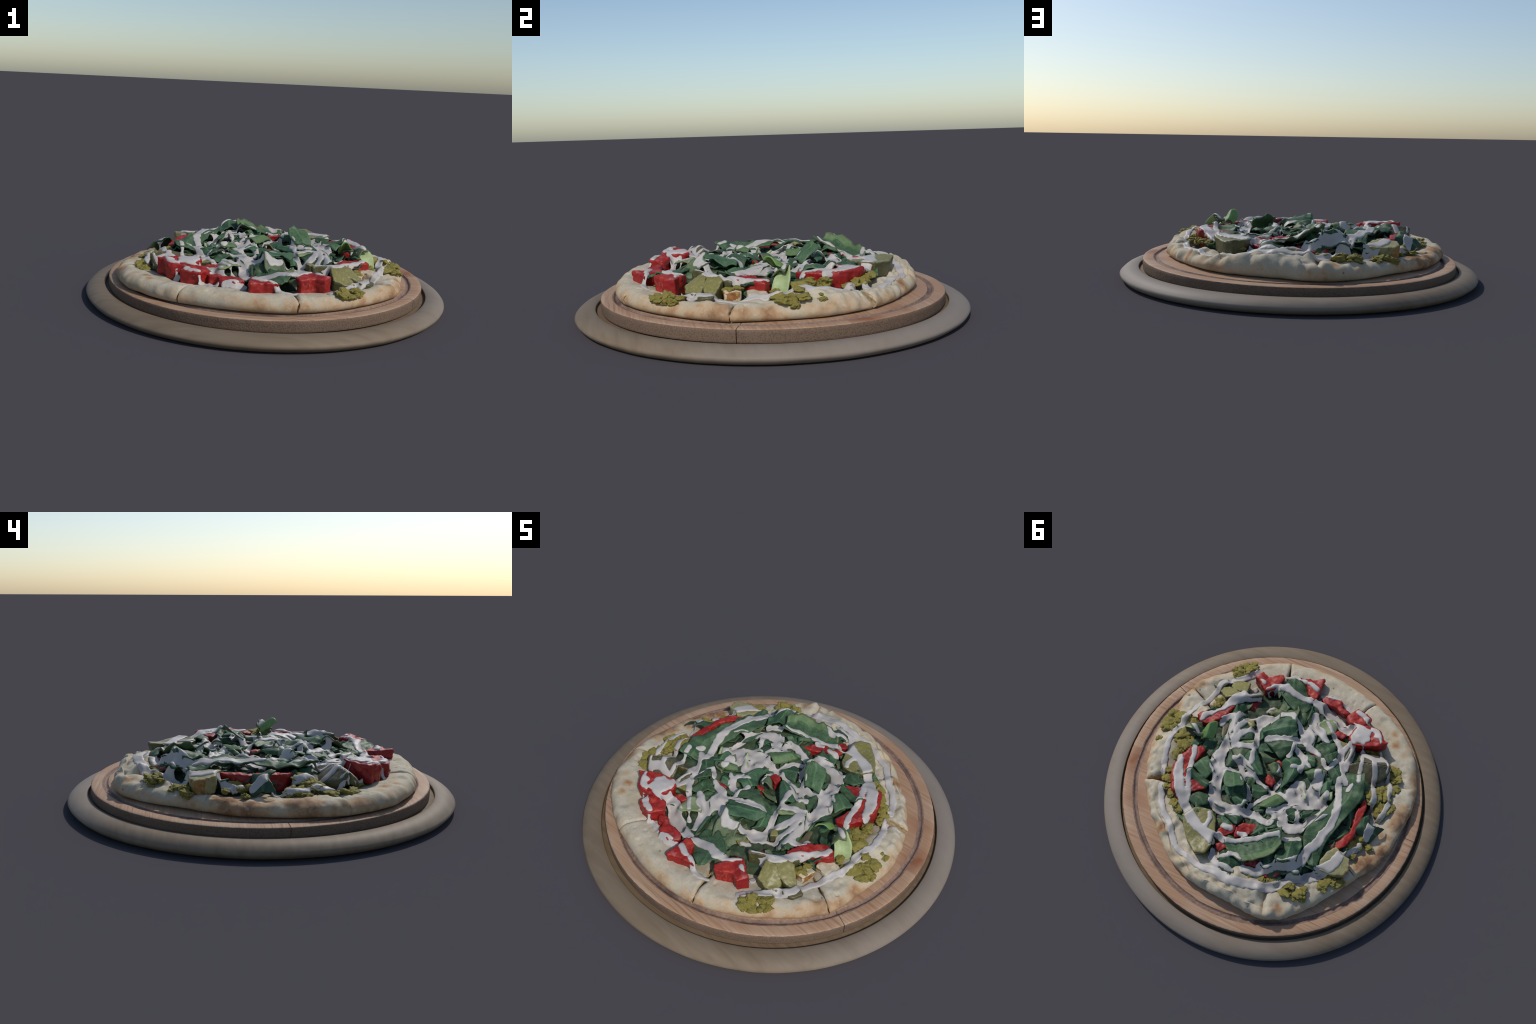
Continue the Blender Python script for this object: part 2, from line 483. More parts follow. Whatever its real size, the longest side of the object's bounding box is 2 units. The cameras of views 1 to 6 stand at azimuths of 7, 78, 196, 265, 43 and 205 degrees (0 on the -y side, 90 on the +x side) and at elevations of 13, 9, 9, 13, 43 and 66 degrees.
def slice_mesh(k):
    hi = CUTS[k]
    lo = CUTS[k + 1] if k + 1 < len(CUTS) else CUTS[0] - 360
    ghi, glo = GAPS[hi], GAPS[CUTS[(k + 1) % len(CUTS)]]
    n = max(20, int((hi - lo) / .62))
    # radial refinement of the rim profile
    pr = []
    for (a, ha), (b, hb) in zip(rimp[:-1], rimp[1:]):
        m = 2 if a > .6 and abs(b - a) > .015 else 1
        for i in range(m):
            f = i / m
            pr.append((a + (b - a) * f, ha + (hb - ha) * f))
    pr.append(rimp[-1])
    kk = len(pr)
    NTOPQ = max(j for j, p in enumerate(pr) if p[1] >= .99) + 1
    lift = rng.uniform(-.003, .004)
    verts = []
    for i in range(n + 1):
        s = i / n
        # denser columns at the cuts so that the edges can be rounded
        s = s - .11 * math.sin(2 * math.pi * s) / (2 * math.pi) * 4
        s = min(1., max(0., s))
        for j, (q, h) in enumerate(pr):
            deg = lo + (hi - lo) * s
            d180 = (deg + 180) % 360 - 180
            R = BREAD_R(d180)
            r = q * R
            # straight cut with a ragged edge
            jag = .008 * fbm(r * 18, k * 3.1, h * 2)
            wide = lambda c, g0: (.45 + 5.0 * max(0., .97 - q)) * g0 if c in (25.0, -72.4) and q > .7 else g0
            off_hi = (wide(hi, ghi) / 2 + jag * (.3 + min(1, ghi * 80))) / r
            off_lo = (wide(lo + 360 if lo < -300 else lo, glo) / 2 + jag * (.3 + min(1, glo * 80))) / r
            t = math.radians(lo) + off_lo + (math.radians(hi - lo) - off_lo - off_hi) * s
            x, y = r * math.cos(t), r * math.sin(t)
            hr = RIM_H(d180)
            broad = BROAD(d180)          # on the far side the rim is a wide puffed fold
            if j <= NTOPQ and broad > 0:
                h = float(np.interp(1 - (1 - q) / (1 + 1.5 * broad), RQ, RH)) * broad + h * (1 - broad)
            dist = min(s, 1 - s) * math.radians(hi - lo) * r
            lump = fbm(x * 7, y * 7, 1.3 + k, 3)
            small = fbm(x * 20, y * 20, 4 + k, 2)
            blister = max(0., fbm(x * 11, y * 11, 9, 2) - .12)
            w = min(1., max(0., (q - .66) / .15))
            z = hr * h
            if h > 0:
                up = h if j > NTOPQ else 1
                z += up * w * FLAT(d180) * (.012 * lump + .004 * small + .028 * blister) + lift * h
                # the slice towards +x swells up where it meets the toppings
                z += .062 * h * math.exp(-((d180 - 6) / 16) ** 2 - ((r - .60) / .085) ** 2)
                edge = max(0., 1 - dist / .016)
                gap_here = ghi if s > .5 else glo
                z -= min(.010, gap_here * 1.6) * edge * edge * h
                # one deep fold in the thick side, with a pillow of dough next to it
                fold = ((d180 - 112.4) * math.pi / 180 * r - .01 * fbm(r * 9, 3, 3))
                z -= .022 * math.exp(-(fold / .011) ** 2) * w * min(1, h * 1.5)
                z += .006 * math.exp(-((fold - .045) / .035) ** 2) * w * h
                z -= .014 * math.exp(-((fold + .06) / .045) ** 2 - ((q - .95) / .08) ** 2) * h
                near = (x - DX) ** 2 + (y - DY) ** 2
                z -= float(np.sum(DD * np.exp(-near / (DW * .62) ** 2))) * min(1., h)
            bul = 1 + FLAT(d180) * (.014 * lump + .008 * small) * min(1, h * 2) * w
            x, y = x * bul, y * bul
            hover = .004 * max(0., fbm(x * 6, y * 6, 21))
            verts.append((x, y, board_z(x, y) + .0025 + z + (hover if q > .8 else 0)))
    faces, midx = [], []
    for i in range(n):
        for j in range(kk - 1):
            a, b = i * kk + j, (i + 1) * kk + j
            faces.append((a, a + 1, b + 1, b))
            midx.append(0)
        faces.append((i * kk + kk - 1, i * kk, (i + 1) * kk, (i + 1) * kk + kk - 1))
        midx.append(1)
    # the two cut faces, crumb showing: strips between top and underside
    for base, flip in ((0, False), (n * kk, True)):
        top, bot = 0, kk - 1
        while bot - top > 2:
            f = (base + top, base + top + 1, base + bot - 1, base + bot)
            faces.append(f if flip else f[::-1])
            midx.append(1)
            top += 1
            bot -= 1
        if bot - top == 2:
            f = (base + top, base + top + 1, base + bot)
            faces.append(f if flip else f[::-1])
            midx.append(1)
    o = mesh_obj('crust_slice', verts, faces, [M['crust'], M['crumb']], pizza, True, midx)
    sharp(o, 55)
    return o

solids = []           # everything the sauce can run over
for k in range(len(CUTS)):
    solids.append(slice_mesh(k))

SWELLS = ((0, -.54, -.032, .16), (.25, -.24, -.045, .10), (-.19, .02, -.032, .07), (-.2, .37, .045, .13), (.03, -.37, .035, .08),
          (.1, .47, -.015, .10), (-.46, -.16, .03, .10), (.5, .25, .02, .12), (-.22, -.14, .02, .07), (.02, -.2, .015, .09), (.12, .57, .025, .08), (.36, -.42, .03, .09), (-.36, -.40, -.03, .13), (-.44, -.04, -.018, .12), (-.28, .2, .015, .11))
bread_v, bread_f = [], []
for o in solids:
    off = len(bread_v)
    bread_v += [v.co.copy() for v in o.data.vertices]
    bread_f += [tuple(off + i for i in p.vertices) for p in o.data.polygons]
bread = BVHTree.FromPolygons(bread_v, bread_f)

def heap(x, y):
    """height of the heap of toppings over the bread: a low dome with swells and hollows"""
    h = float(np.interp(math.hypot(x, y), [0, .1, .2, .35, .5, .58, .64, .70, .8],
                        [.238, .248, .262, .262, .252, .232, .208, .185, .175]))
    for cx, cy, a, w in SWELLS:
        h += a * math.exp(-((x - cx) ** 2 + (y - cy) ** 2) / w ** 2)
    return h

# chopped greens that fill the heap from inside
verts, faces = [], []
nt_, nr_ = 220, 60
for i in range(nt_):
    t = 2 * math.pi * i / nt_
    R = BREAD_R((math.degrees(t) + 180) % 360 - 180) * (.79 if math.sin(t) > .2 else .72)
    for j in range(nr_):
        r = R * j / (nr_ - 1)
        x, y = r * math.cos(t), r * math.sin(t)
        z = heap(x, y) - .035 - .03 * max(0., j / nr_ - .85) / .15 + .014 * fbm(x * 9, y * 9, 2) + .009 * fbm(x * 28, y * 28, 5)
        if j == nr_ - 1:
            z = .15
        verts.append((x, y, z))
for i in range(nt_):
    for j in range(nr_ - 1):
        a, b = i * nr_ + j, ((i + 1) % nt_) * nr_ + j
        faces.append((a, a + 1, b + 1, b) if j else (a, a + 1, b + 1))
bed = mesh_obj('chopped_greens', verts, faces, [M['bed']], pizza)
bed['kind'] = 'stuff'
solids.append(bed)

# -------------------------------------------------------------- lettuce leaves
def catmull(p0, p1, p2, p3, t):
    return .5 * ((2 * p1) + (p2 - p0) * t + (2 * p0 - 5 * p1 + 4 * p2 - p3) * t * t + (3 * p1 - p0 - 3 * p2 + p3) * t ** 3)

def spline(pts, n):
    """n+1 samples through control points (open Catmull-Rom)"""
    P = [np.array(p, float) for p in pts]
    P = [2 * P[0] - P[1]] + P + [2 * P[-1] - P[-2]]
    m = len(P) - 3
    out = []
    for i in range(n + 1):
        u = i / n * m
        k = min(int(u), m - 1)
        out.append(catmull(P[k], P[k + 1], P[k + 2], P[k + 3], u - k))
    return np.array(out)

def leaf_mesh(rungs, lift, ripple, seed, thick=.006, step=.0095):
    L = [np.array(a, float) for a, b in rungs]
    Rr = [np.array(b, float) for a, b in rungs]
    length = sum(np.linalg.norm((L[i + 1] + Rr[i + 1] - L[i] - Rr[i]) / 2) for i in range(len(L) - 1))
    width = max(np.linalg.norm(a - b) for a, b in zip(L, Rr))
    nu = max(6, int(length / step))
    nv = max(5, int(width / step)) | 1
    A, B = spline(L, nu), spline(Rr, nu)
    g = np.zeros((nu + 1, nv + 1, 3))
    for i in range(nu + 1):
        for j in range(nv + 1):
            v = j / nv
            u = i / nu
            p = A[i] * (1 - v) + B[i] * v
            c = 2 * v - 1
            # ragged torn outline
            rag = .010 * fbm(u * 5 + seed, c * 2, 1.7, 3)
            p = p + (B[i] - A[i]) * rag * abs(c) * 3 * .5
            arch = lift * (1 - c * c)
            e = max(abs(c), abs(2 * u - 1)) ** 2
            rp = ripple * (.5 + e) * 2.2 * fbm(p[0] * 16 + seed, p[1] * 16, seed * .7, 2)
            rp -= ripple * 1.3 * abs(noise.noise(Vector((p[0] * 13 + seed, p[1] * 13, seed)))) * 2 - ripple * .6
            rib = .0035 * math.exp(-(c * width / .016) ** 2)
            ph = u * length / .030 - abs(c) * width / .040
            vein = .0022 * max(0., math.cos(2 * math.pi * ph)) ** 3 * min(1., abs(c) * 2)
            p[2] += arch + rp + rib - vein
            g[i, j] = p
    du = np.gradient(g, axis=0)
    dv = np.gradient(g, axis=1)
    nrm = np.cross(du, dv)
    nrm /= np.linalg.norm(nrm, axis=2, keepdims=True) + 1e-9
    if nrm[..., 2].mean() < 0:
        nrm = -nrm
        flip = True
    else:
        flip = False
    und = g - nrm * thick
    verts = np.concatenate([g.reshape(-1, 3), und.reshape(-1, 3)])
    n1 = (nu + 1) * (nv + 1)
    idx = lambda i, j: i * (nv + 1) + j
    faces, cs = [], []
    for i in range(nu):
        for j in range(nv):
            q = (idx(i, j), idx(i + 1, j), idx(i + 1, j + 1), idx(i, j + 1))
            if flip:
                q = q[::-1]
            faces.append(q)
            faces.append(tuple(a + n1 for a in q[::-1]))
            c = abs(2 * (j + .5) / nv - 1)
            cs += [(c, 2 * (j + .5) / nv - 1)] * 2
    rim = [idx(i, 0) for i in range(nu + 1)] + [idx(nu, j) for j in range(1, nv + 1)] + \
          [idx(i, nv) for i in range(nu - 1, -1, -1)] + [idx(0, j) for j in range(nv - 1, 0, -1)]
    for a, b in zip(rim, rim[1:] + rim[:1]):
        q = (b, a, a + n1, b + n1)
        faces.append(q[::-1] if flip else q)
        cs.append((1, 1))
    return verts, faces, cs, width

leaf_count = [0]
def lettuce(tone, rungs, lift=.02, ripple=.006):
    leaf_count[0] += 1
    seed = leaf_count[0] * 1.37
    verts, faces, cs, width = leaf_mesh(rungs, lift, ripple, seed)
    if tone == 'fold':
        mats, pick = ['mid', 'dull', 'fresh'], lambda c, s: 1 if s > .80 else (2 if s > .5 else 0)
    elif tone == 'long':
        mats, pick = ['mid', 'rib'], lambda c, s: 1 if c < .05 else 0
    elif tone == 'pale' or width < .05:
        mats, pick = [tone], lambda c, s: 0
    else:
        mats, pick = [tone, 'rib'], lambda c, s: 1 if c < .006 / max(width, .01) * 1.3 else 0
    o = mesh_obj('lettuce_leaf', verts, faces, [M[m] for m in mats], pizza, True, [pick(c, s) for c, s in cs])
    solids.append(o)

# small torn shreds between the big leaves: a few shapes, copied and turned
shapes = []
for i in range(8):
    l, w = rng.uniform(.09, .15), rng.uniform(.06, .10)
    tone = ('dark', 'mid', 'dark', 'dull', 'mid', 'dark', 'bright', 'pale')[i]
    r_ = [((-l / 2, -w * .2, 0), (-l / 2, w * .25, .004)), ((-l * .1, -w / 2, rng.uniform(-.01, .01)), (-l * .05, w / 2, rng.uniform(-.01, .01))),
          ((l * .3, -w * .42, .005), (l * .3, w * .4, -.006)), ((l / 2, -w * .12, 0), (l / 2, w * .1, 0))]
    v_, f_, c_, _ = leaf_mesh(r_, rng.uniform(-.010, .014), .009, 50 + i * 2.3)
    me = bpy.data.meshes.new('lettuce_shred')
    me.from_pydata([tuple(p) for p in v_], [], f_)
    me.materials.append(M[tone])
    me.polygons.foreach_set('use_smooth', np.ones(len(me.polygons), dtype=bool))
    me.update()
    shapes.append(me)
for i in range(180):
    r = .52 * math.sqrt(rng.random())
    t = rng.uniform(0, 2 * math.pi)
    if i >= 150:                         # a few more tucked in along the far rim
        t, r = rng.uniform(1.45, 2.9), rng.uniform(.48, .58)
    x, y = r * math.cos(t), r * math.sin(t)
    o = bpy.data.objects.new('lettuce_shred', shapes[rng.choice((0, 0, 1, 1, 2, 2, 3, 3, 4, 4, 5, 5))])
    o.location = (x, y, heap(x, y) - .025 + rng.uniform(-.008, .006))
    o.rotation_euler = Euler((rng.uniform(-.32, .32), rng.uniform(-.32, .32), rng.uniform(0, 6.28)))
    s = rng.uniform(.75, 1.15)
    o.scale = (s, s, s)
    link(o, pizza)
    solids.append(o)

# ------------------------------------------------- tomato, pickle and chicken
def slab(outline, thick, rough, voxel, shrink=.93, seed=0):
    """a cut chunk: top outline, tapering sides, rounded edges, uneven faces"""
    P = np.array(outline, float)
    c = P.mean(0)
    bm = bmesh.new()
    top = [bm.verts.new((p[0], p[1], p[2] + .005)) for p in P]
    bot = []
    for p in P:
        q = c + (p - c) * shrink
        bot.append(bm.verts.new((q[0], q[1], p[2] * .6 + c[2] * .4 - thick)))
    n = len(P)
    bm.faces.new(top)
    bm.faces.new(bot[::-1])
    for i in range(n):
        bm.faces.new((top[i], bot[i], bot[(i + 1) % n], top[(i + 1) % n]))
    bmesh.ops.recalc_face_normals(bm, faces=bm.faces[:])
    bmesh.ops.triangulate(bm, faces=bm.faces[:])
    me = bpy.data.meshes.new('tmp')
    bm.to_mesh(me)
    bm.free()
    o = bpy.data.objects.new('tmp', me)
    scene.collection.objects.link(o)
    r = o.modifiers.new('r', 'REMESH')
    r.mode = 'VOXEL'
    r.voxel_size = voxel
    s = o.modifiers.new('s', 'SMOOTH')
    s.iterations = 2
    s.factor = .5
    dg = bpy.context.evaluated_depsgraph_get()
    me2 = bpy.data.meshes.new_from_object(o.evaluated_get(dg))
    bpy.data.objects.remove(o)
    bpy.data.meshes.remove(me)
    vs = np.array([v.co[:] for v in me2.vertices])
    ns = np.array([v.normal[:] for v in me2.vertices])
    d = np.array([rough * fbm(v[0] * 22 + seed, v[1] * 22, v[2] * 22, 3) + rough * .3 * fbm(v[0] * 70, v[1] * 70, v[2] * 70 + seed, 2) for v in vs])
    vs = vs + ns * d[:, None]
    me2.vertices.foreach_set('co', vs.ravel())
    me2.update()
    return me2, c

chunk_count = [0]
def chunk(name, outline, thick, mats, pick, rough=.006, voxel=.0065, shrink=.93):
    chunk_count[0] += 1
    me, c = slab(outline, thick, rough, voxel, shrink, chunk_count[0] * 2.1)
    me.name = name
    me.materials.clear()
    for m in mats:
        me.materials.append(M[m])
    me.polygons.foreach_set('material_index', np.array([pick(p, c) for p in me.polygons], dtype=np.int32))
    me.polygons.foreach_set('use_smooth', np.ones(len(me.polygons), dtype=bool))
    o = bpy.data.objects.new(name, me)
    link(o, pizza)
    solids.append(o)

def tomato(outline, thick):
    # skin on the side that faced out of the fruit, flesh elsewhere
    def pick(p, c):
        out = (p.center.x - c[0]) * p.normal.x + (p.center.y - c[1]) * p.normal.y
        return 1 if out > .02 and abs(p.normal.z) < .5 else 0
    chunk('tomato_piece', outline, thick, ['tomato', 'tomato_skin'], pick, .008)

def pickle(outline, thick, dark=False, chicken=False):
    if chicken:      # a roast wedge: pale cut face, browned end
        def pick(p, c):
            return 1 if p.normal.x < -.35 and p.normal.y > -.3 and p.center.x < c[0] - .03 else 0
        chunk('potato_wedge', outline, thick, ['potato', 'seared'], pick, .004)
        return
    chunk('pickle_slice', outline, thick, ['pickle_dark' if dark else 'pickle', 'pickle_skin'],
          lambda p, c: 1 if p.normal.z < .5 else 0, .0025)

def chicken(outline, thick):
    chunk('chicken_piece', outline, thick, ['chicken', 'seared'],
          lambda p, c: 1 if p.normal.z < .5 and p.normal.y < .2 and noise.noise(p.center * 18) > -.05 else 0, .006)

# --------------------------------------------------------------- herbed filling
lump_shapes = []
for i in range(7):
    bm = bmesh.new()
    bmesh.ops.create_icosphere(bm, subdivisions=4, radius=1)
    for v in bm.verts:
        p = v.co.copy()
        d = .55 * fbm(p.x * 1.2 + i * 5, p.y * 1.2, p.z * 1.2, 2) - .30 * abs(noise.noise(p * 2.4 + Vector((i, 0, 0)))) + .16 * fbm(p.x * 5, p.y * 5 + i, p.z * 5, 3)
        v.co = p * (1.05 + d)
    me = bpy.data.meshes.new('filling_lump')
    bm.to_mesh(me)
    bm.free()
    me.materials.append(M['filling'])
    me.polygons.foreach_set('use_smooth', np.ones(len(me.polygons), dtype=bool))
    lump_shapes.append(me)

def filling(lumps):
    for x, y, z, r in lumps:
        o = bpy.data.objects.new('filling_lump', rng.choice(lump_shapes))
        k = r * rng.uniform(.95, 1.15)
        o.scale = (k * rng.uniform(1.0, 1.45), k * rng.uniform(.95, 1.25), k * rng.uniform(.5, .75))
        o.rotation_euler = Euler((rng.uniform(-.4, .4), rng.uniform(-.4, .4), rng.uniform(0, 6.28)))
        hit = bread.ray_cast(Vector((x, y, 1)), Vector((0, 0, -1)))[0]
        rest = hit.z + r * .25 if hit else 0      # never sunk in the bread
        o.location = (x, y, max(z - r * .35, rest))
        link(o, pizza)
        solids.append(o)

strokes = []
def drizzle(path):
    strokes.append(path)

# ================================================================ the toppings
# --- lettuce: every leaf is a loft through cross rungs (left edge, right edge)
lettuce('mid', [((0.386, -0.298, 0.264), (0.371, -0.302, 0.264)), ((0.391, -0.228, 0.261), (0.313, -0.264, 0.243)), ((0.364, -0.147, 0.266), (0.242, -0.221, 0.231)), ((0.317, -0.077, 0.272), (0.198, -0.149, 0.259))], lift=0.012, ripple=0.006)
lettuce('bright', [((0.470, -0.081, 0.318), (0.412, -0.131, 0.332)), ((0.474, -0.048, 0.300), (0.401, -0.084, 0.300)), ((0.471, -0.012, 0.262), (0.403, -0.039, 0.262))], lift=0.018, ripple=0.008)
lettuce('dull', [((0.567, -0.066, 0.300), (0.528, -0.031, 0.317)), ((0.533, -0.089, 0.290), (0.497, -0.036, 0.300)), ((0.515, -0.116, 0.270), (0.467, -0.047, 0.250))], lift=0.012, ripple=0.003)
lettuce('pale', [((0.535, -0.036, 0.317), (0.500, -0.075, 0.300)), ((0.590, -0.050, 0.265), (0.535, -0.110, 0.250)), ((0.605, -0.065, 0.205), (0.555, -0.130, 0.195))], lift=-0.02, ripple=0.004)
lettuce('mid', [((0.434, 0.155, 0.269), (0.386, 0.058, 0.266)), ((0.396, 0.167, 0.269), (0.344, 0.092, 0.268)), ((0.331, 0.202, 0.268), (0.302, 0.127, 0.268))], lift=0.012, ripple=0.006)
lettuce('mid', [((0.446, 0.211, 0.295), (0.426, 0.171, 0.290)), ((0.394, 0.233, 0.267), (0.346, 0.184, 0.265)), ((0.300, 0.248, 0.264), (0.285, 0.203, 0.266))], lift=0.012, ripple=0.006)
lettuce('mid', [((0.247, 0.100, 0.275), (0.160, 0.081, 0.275)), ((0.227, 0.160, 0.315), (0.120, 0.117, 0.310)), ((0.194, 0.203, 0.338), (0.104, 0.152, 0.338)), ((0.156, 0.199, 0.357), (0.110, 0.170, 0.357))], lift=0.0036, ripple=0.005)
lettuce('dark', [((0.220, 0.185, 0.270), (0.116, 0.133, 0.270)), ((0.184, 0.221, 0.270), (0.110, 0.190, 0.270)), ((0.151, 0.230, 0.260), (0.122, 0.210, 0.260))], lift=0.012, ripple=0.006)
lettuce('dark', [((0.204, -0.031, 0.274), (0.157, -0.103, 0.270)), ((0.158, 0.019, 0.268), (0.083, -0.029, 0.259)), ((0.067, 0.043, 0.258), (0.044, 0.024, 0.255))], lift=0.009, ripple=0.006)
lettuce('dark', [((0.180, -0.212, 0.265), (0.146, -0.191, 0.265)), ((0.139, -0.293, 0.285), (0.106, -0.191, 0.272)), ((0.074, -0.349, 0.300), (0.025, -0.237, 0.278)), ((0.028, -0.371, 0.312), (-0.029, -0.269, 0.275))], lift=0.012, ripple=0.008)
lettuce('dull', [((0.118, -0.333, 0.290), (0.026, -0.374, 0.310)), ((0.138, -0.386, 0.250), (0.042, -0.441, 0.260)), ((0.150, -0.435, 0.215), (0.072, -0.483, 0.220))], lift=-0.009, ripple=0.006)
lettuce('mid', [((0.133, -0.168, 0.261), (0.002, -0.102, 0.256)), ((0.066, -0.196, 0.275), (-0.012, -0.119, 0.260)), ((0.018, -0.214, 0.280), (-0.035, -0.153, 0.267)), ((-0.028, -0.239, 0.275), (-0.054, -0.185, 0.271))], lift=0.018, ripple=0.006)
lettuce('dull', [((0.134, -0.096, 0.250), (0.073, -0.049, 0.241)), ((0.083, -0.103, 0.249), (0.030, -0.076, 0.242)), ((0.039, -0.095, 0.246), (0.013, -0.090, 0.244))], lift=0.012, ripple=0.006)
lettuce('dark', [((0.086, 0.095, 0.246), (0.041, 0.173, 0.253)), ((0.037, 0.081, 0.241), (-0.004, 0.162, 0.251)), ((-0.016, 0.085, 0.241), (-0.020, 0.115, 0.245))], lift=0.012, ripple=0.006)
lettuce('pale', [((0.314, -0.070, 0.269), (0.306, -0.061, 0.270)), ((0.260, -0.110, 0.263), (0.242, -0.088, 0.267)), ((0.191, -0.151, 0.257), (0.176, -0.128, 0.264))], lift=0.0048, ripple=0.002)
lettuce('dull', [((0.309, -0.066, 0.263), (0.182, -0.140, 0.255)), ((0.274, -0.026, 0.265), (0.171, -0.084, 0.262)), ((0.220, 0.010, 0.265), (0.205, -0.004, 0.265))], lift=0.012, ripple=0.006)
lettuce('mid', [((0.296, -0.035, 0.261), (0.265, -0.019, 0.262)), ((0.277, 0.024, 0.262), (0.216, 0.013, 0.262)), ((0.265, 0.074, 0.262), (0.239, 0.074, 0.262))], lift=0.012, ripple=0.006)
lettuce('dark', [((0.382, 0.003, 0.242), (0.344, -0.079, 0.242)), ((0.389, 0.057, 0.242), (0.329, 0.016, 0.244))], lift=0.012, ripple=0.006)
lettuce('mid', [((0.171, -0.625, 0.238), (0.146, -0.642, 0.236)), ((0.204, -0.520, 0.258), (0.064, -0.605, 0.212)), ((0.142, -0.466, 0.258), (-0.006, -0.525, 0.204)), ((0.031, -0.408, 0.235), (0.005, -0.453, 0.225))], lift=0.0072, ripple=0.008)
lettuce('dull', [((0.227, -0.518, 0.238), (0.217, -0.622, 0.203)), ((0.190, -0.467, 0.251), (0.167, -0.555, 0.228))], lift=0.012, ripple=0.006)
lettuce('pale', [((-0.083, -0.411, 0.248), (-0.158, -0.476, 0.239)), ((-0.120, -0.381, 0.252), (-0.198, -0.472, 0.239)), ((-0.173, -0.365, 0.252), (-0.213, -0.392, 0.245))], lift=0.012, ripple=0.003)
lettuce('mid', [((-0.139, -0.267, 0.255), (-0.193, -0.322, 0.249)), ((-0.188, -0.233, 0.258), (-0.241, -0.344, 0.240)), ((-0.217, -0.221, 0.260), (-0.263, -0.296, 0.244))], lift=0.012, ripple=0.006)
lettuce('mid', [((-0.216, -0.220, 0.272), (-0.273, -0.295, 0.255)), ((-0.258, -0.189, 0.276), (-0.291, -0.237, 0.263))], lift=0.012, ripple=0.006)
lettuce('dark', [((-0.268, -0.158, 0.261), (-0.305, -0.234, 0.245)), ((-0.301, -0.123, 0.254), (-0.374, -0.183, 0.254)), ((-0.326, -0.095, 0.249), (-0.414, -0.137, 0.258))], lift=0.012, ripple=0.006)
lettuce('fresh', [((-0.156, -0.090, 0.268), (-0.195, -0.062, 0.265)), ((-0.196, -0.130, 0.285), (-0.237, -0.079, 0.273)), ((-0.240, -0.148, 0.286), (-0.261, -0.110, 0.278))], lift=0.018, ripple=0.006)
lettuce('dark', [((-0.010, -0.083, 0.255), (-0.038, -0.155, 0.270)), ((-0.054, -0.033, 0.250), (-0.134, -0.125, 0.270)), ((-0.071, 0.057, 0.252), (-0.118, -0.013, 0.248))], lift=0.018, ripple=0.006)
lettuce('mid', [((-0.025, -0.228, 0.270), (-0.056, -0.201, 0.266)), ((-0.103, -0.246, 0.260), (-0.103, -0.221, 0.261))], lift=0.012, ripple=0.006)
lettuce('dark', [((-0.114, -0.199, 0.252), (-0.153, -0.140, 0.258)), ((-0.177, -0.210, 0.255), (-0.195, -0.144, 0.267))], lift=0.012, ripple=0.006)
lettuce('pale', [((-0.168, -0.003, 0.238), (-0.186, -0.011, 0.241)), ((-0.202, 0.022, 0.238), (-0.219, 0.010, 0.242)), ((-0.225, 0.059, 0.252), (-0.234, 0.048, 0.251))], lift=0.006, ripple=0.006)
lettuce('long', [((-0.352, -0.171, 0.250), (-0.469, -0.225, 0.298)), ((-0.376, -0.036, 0.265), (-0.514, -0.100, 0.288)), ((-0.345, 0.109, 0.294), (-0.486, 0.037, 0.280)), ((-0.312, 0.224, 0.294), (-0.452, 0.177, 0.280)), ((-0.331, 0.297, 0.288), (-0.442, 0.271, 0.275)), ((-0.408, 0.391, 0.265), (-0.452, 0.379, 0.245))], lift=0.0048, ripple=0.006)
lettuce('mid', [((0.361, 0.336, 0.256), (0.331, 0.277, 0.259)), ((0.314, 0.360, 0.254), (0.267, 0.268, 0.261)), ((0.282, 0.356, 0.255), (0.240, 0.319, 0.259))], lift=0.012, ripple=0.006)
lettuce('dull', [((0.521, -0.025, 0.300), (0.492, -0.013, 0.290)), ((0.482, -0.049, 0.290), (0.454, -0.027, 0.275)), ((0.442, -0.048, 0.270), (0.413, -0.036, 0.260))], lift=0.009, ripple=0.006)
lettuce('dark', [((0.139, 0.334, 0.259), (0.065, 0.299, 0.262)), ((0.089, 0.350, 0.258), (0.031, 0.306, 0.263)), ((0.051, 0.363, 0.258), (0.039, 0.355, 0.260))], lift=0.012, ripple=0.006)
lettuce('fold', [((0.062, 0.462, 0.240), (0.034, 0.497, 0.250)), ((0.001, 0.422, 0.258), (-0.068, 0.534, 0.275)), ((-0.081, 0.367, 0.280), (-0.149, 0.490, 0.305)), ((-0.143, 0.317, 0.305), (-0.206, 0.446, 0.334)), ((-0.195, 0.281, 0.330), (-0.233, 0.369, 0.340))], lift=-0.018, ripple=0.008)
lettuce('dark', [((0.058, 0.536, 0.246), (0.032, 0.501, 0.247)), ((0.042, 0.576, 0.239), (-0.066, 0.531, 0.246)), ((0.031, 0.611, 0.224), (-0.073, 0.568, 0.235)), ((-0.038, 0.629, 0.212), (-0.059, 0.604, 0.222))], lift=0.018, ripple=0.008)
lettuce('dark', [((-0.224, 0.354, 0.300), (-0.320, 0.285, 0.285)), ((-0.229, 0.409, 0.305), (-0.335, 0.329, 0.290)), ((-0.242, 0.466, 0.312), (-0.343, 0.402, 0.312)), ((-0.251, 0.474, 0.250), (-0.353, 0.419, 0.250))], lift=0.0072, ripple=0.01)
lettuce('mid', [((-0.047, 0.377, 0.271), (-0.078, 0.373, 0.278)), ((-0.073, 0.330, 0.278), (-0.099, 0.348, 0.285)), ((-0.094, 0.306, 0.280), (-0.119, 0.329, 0.290))], lift=0.012, ripple=0.006)
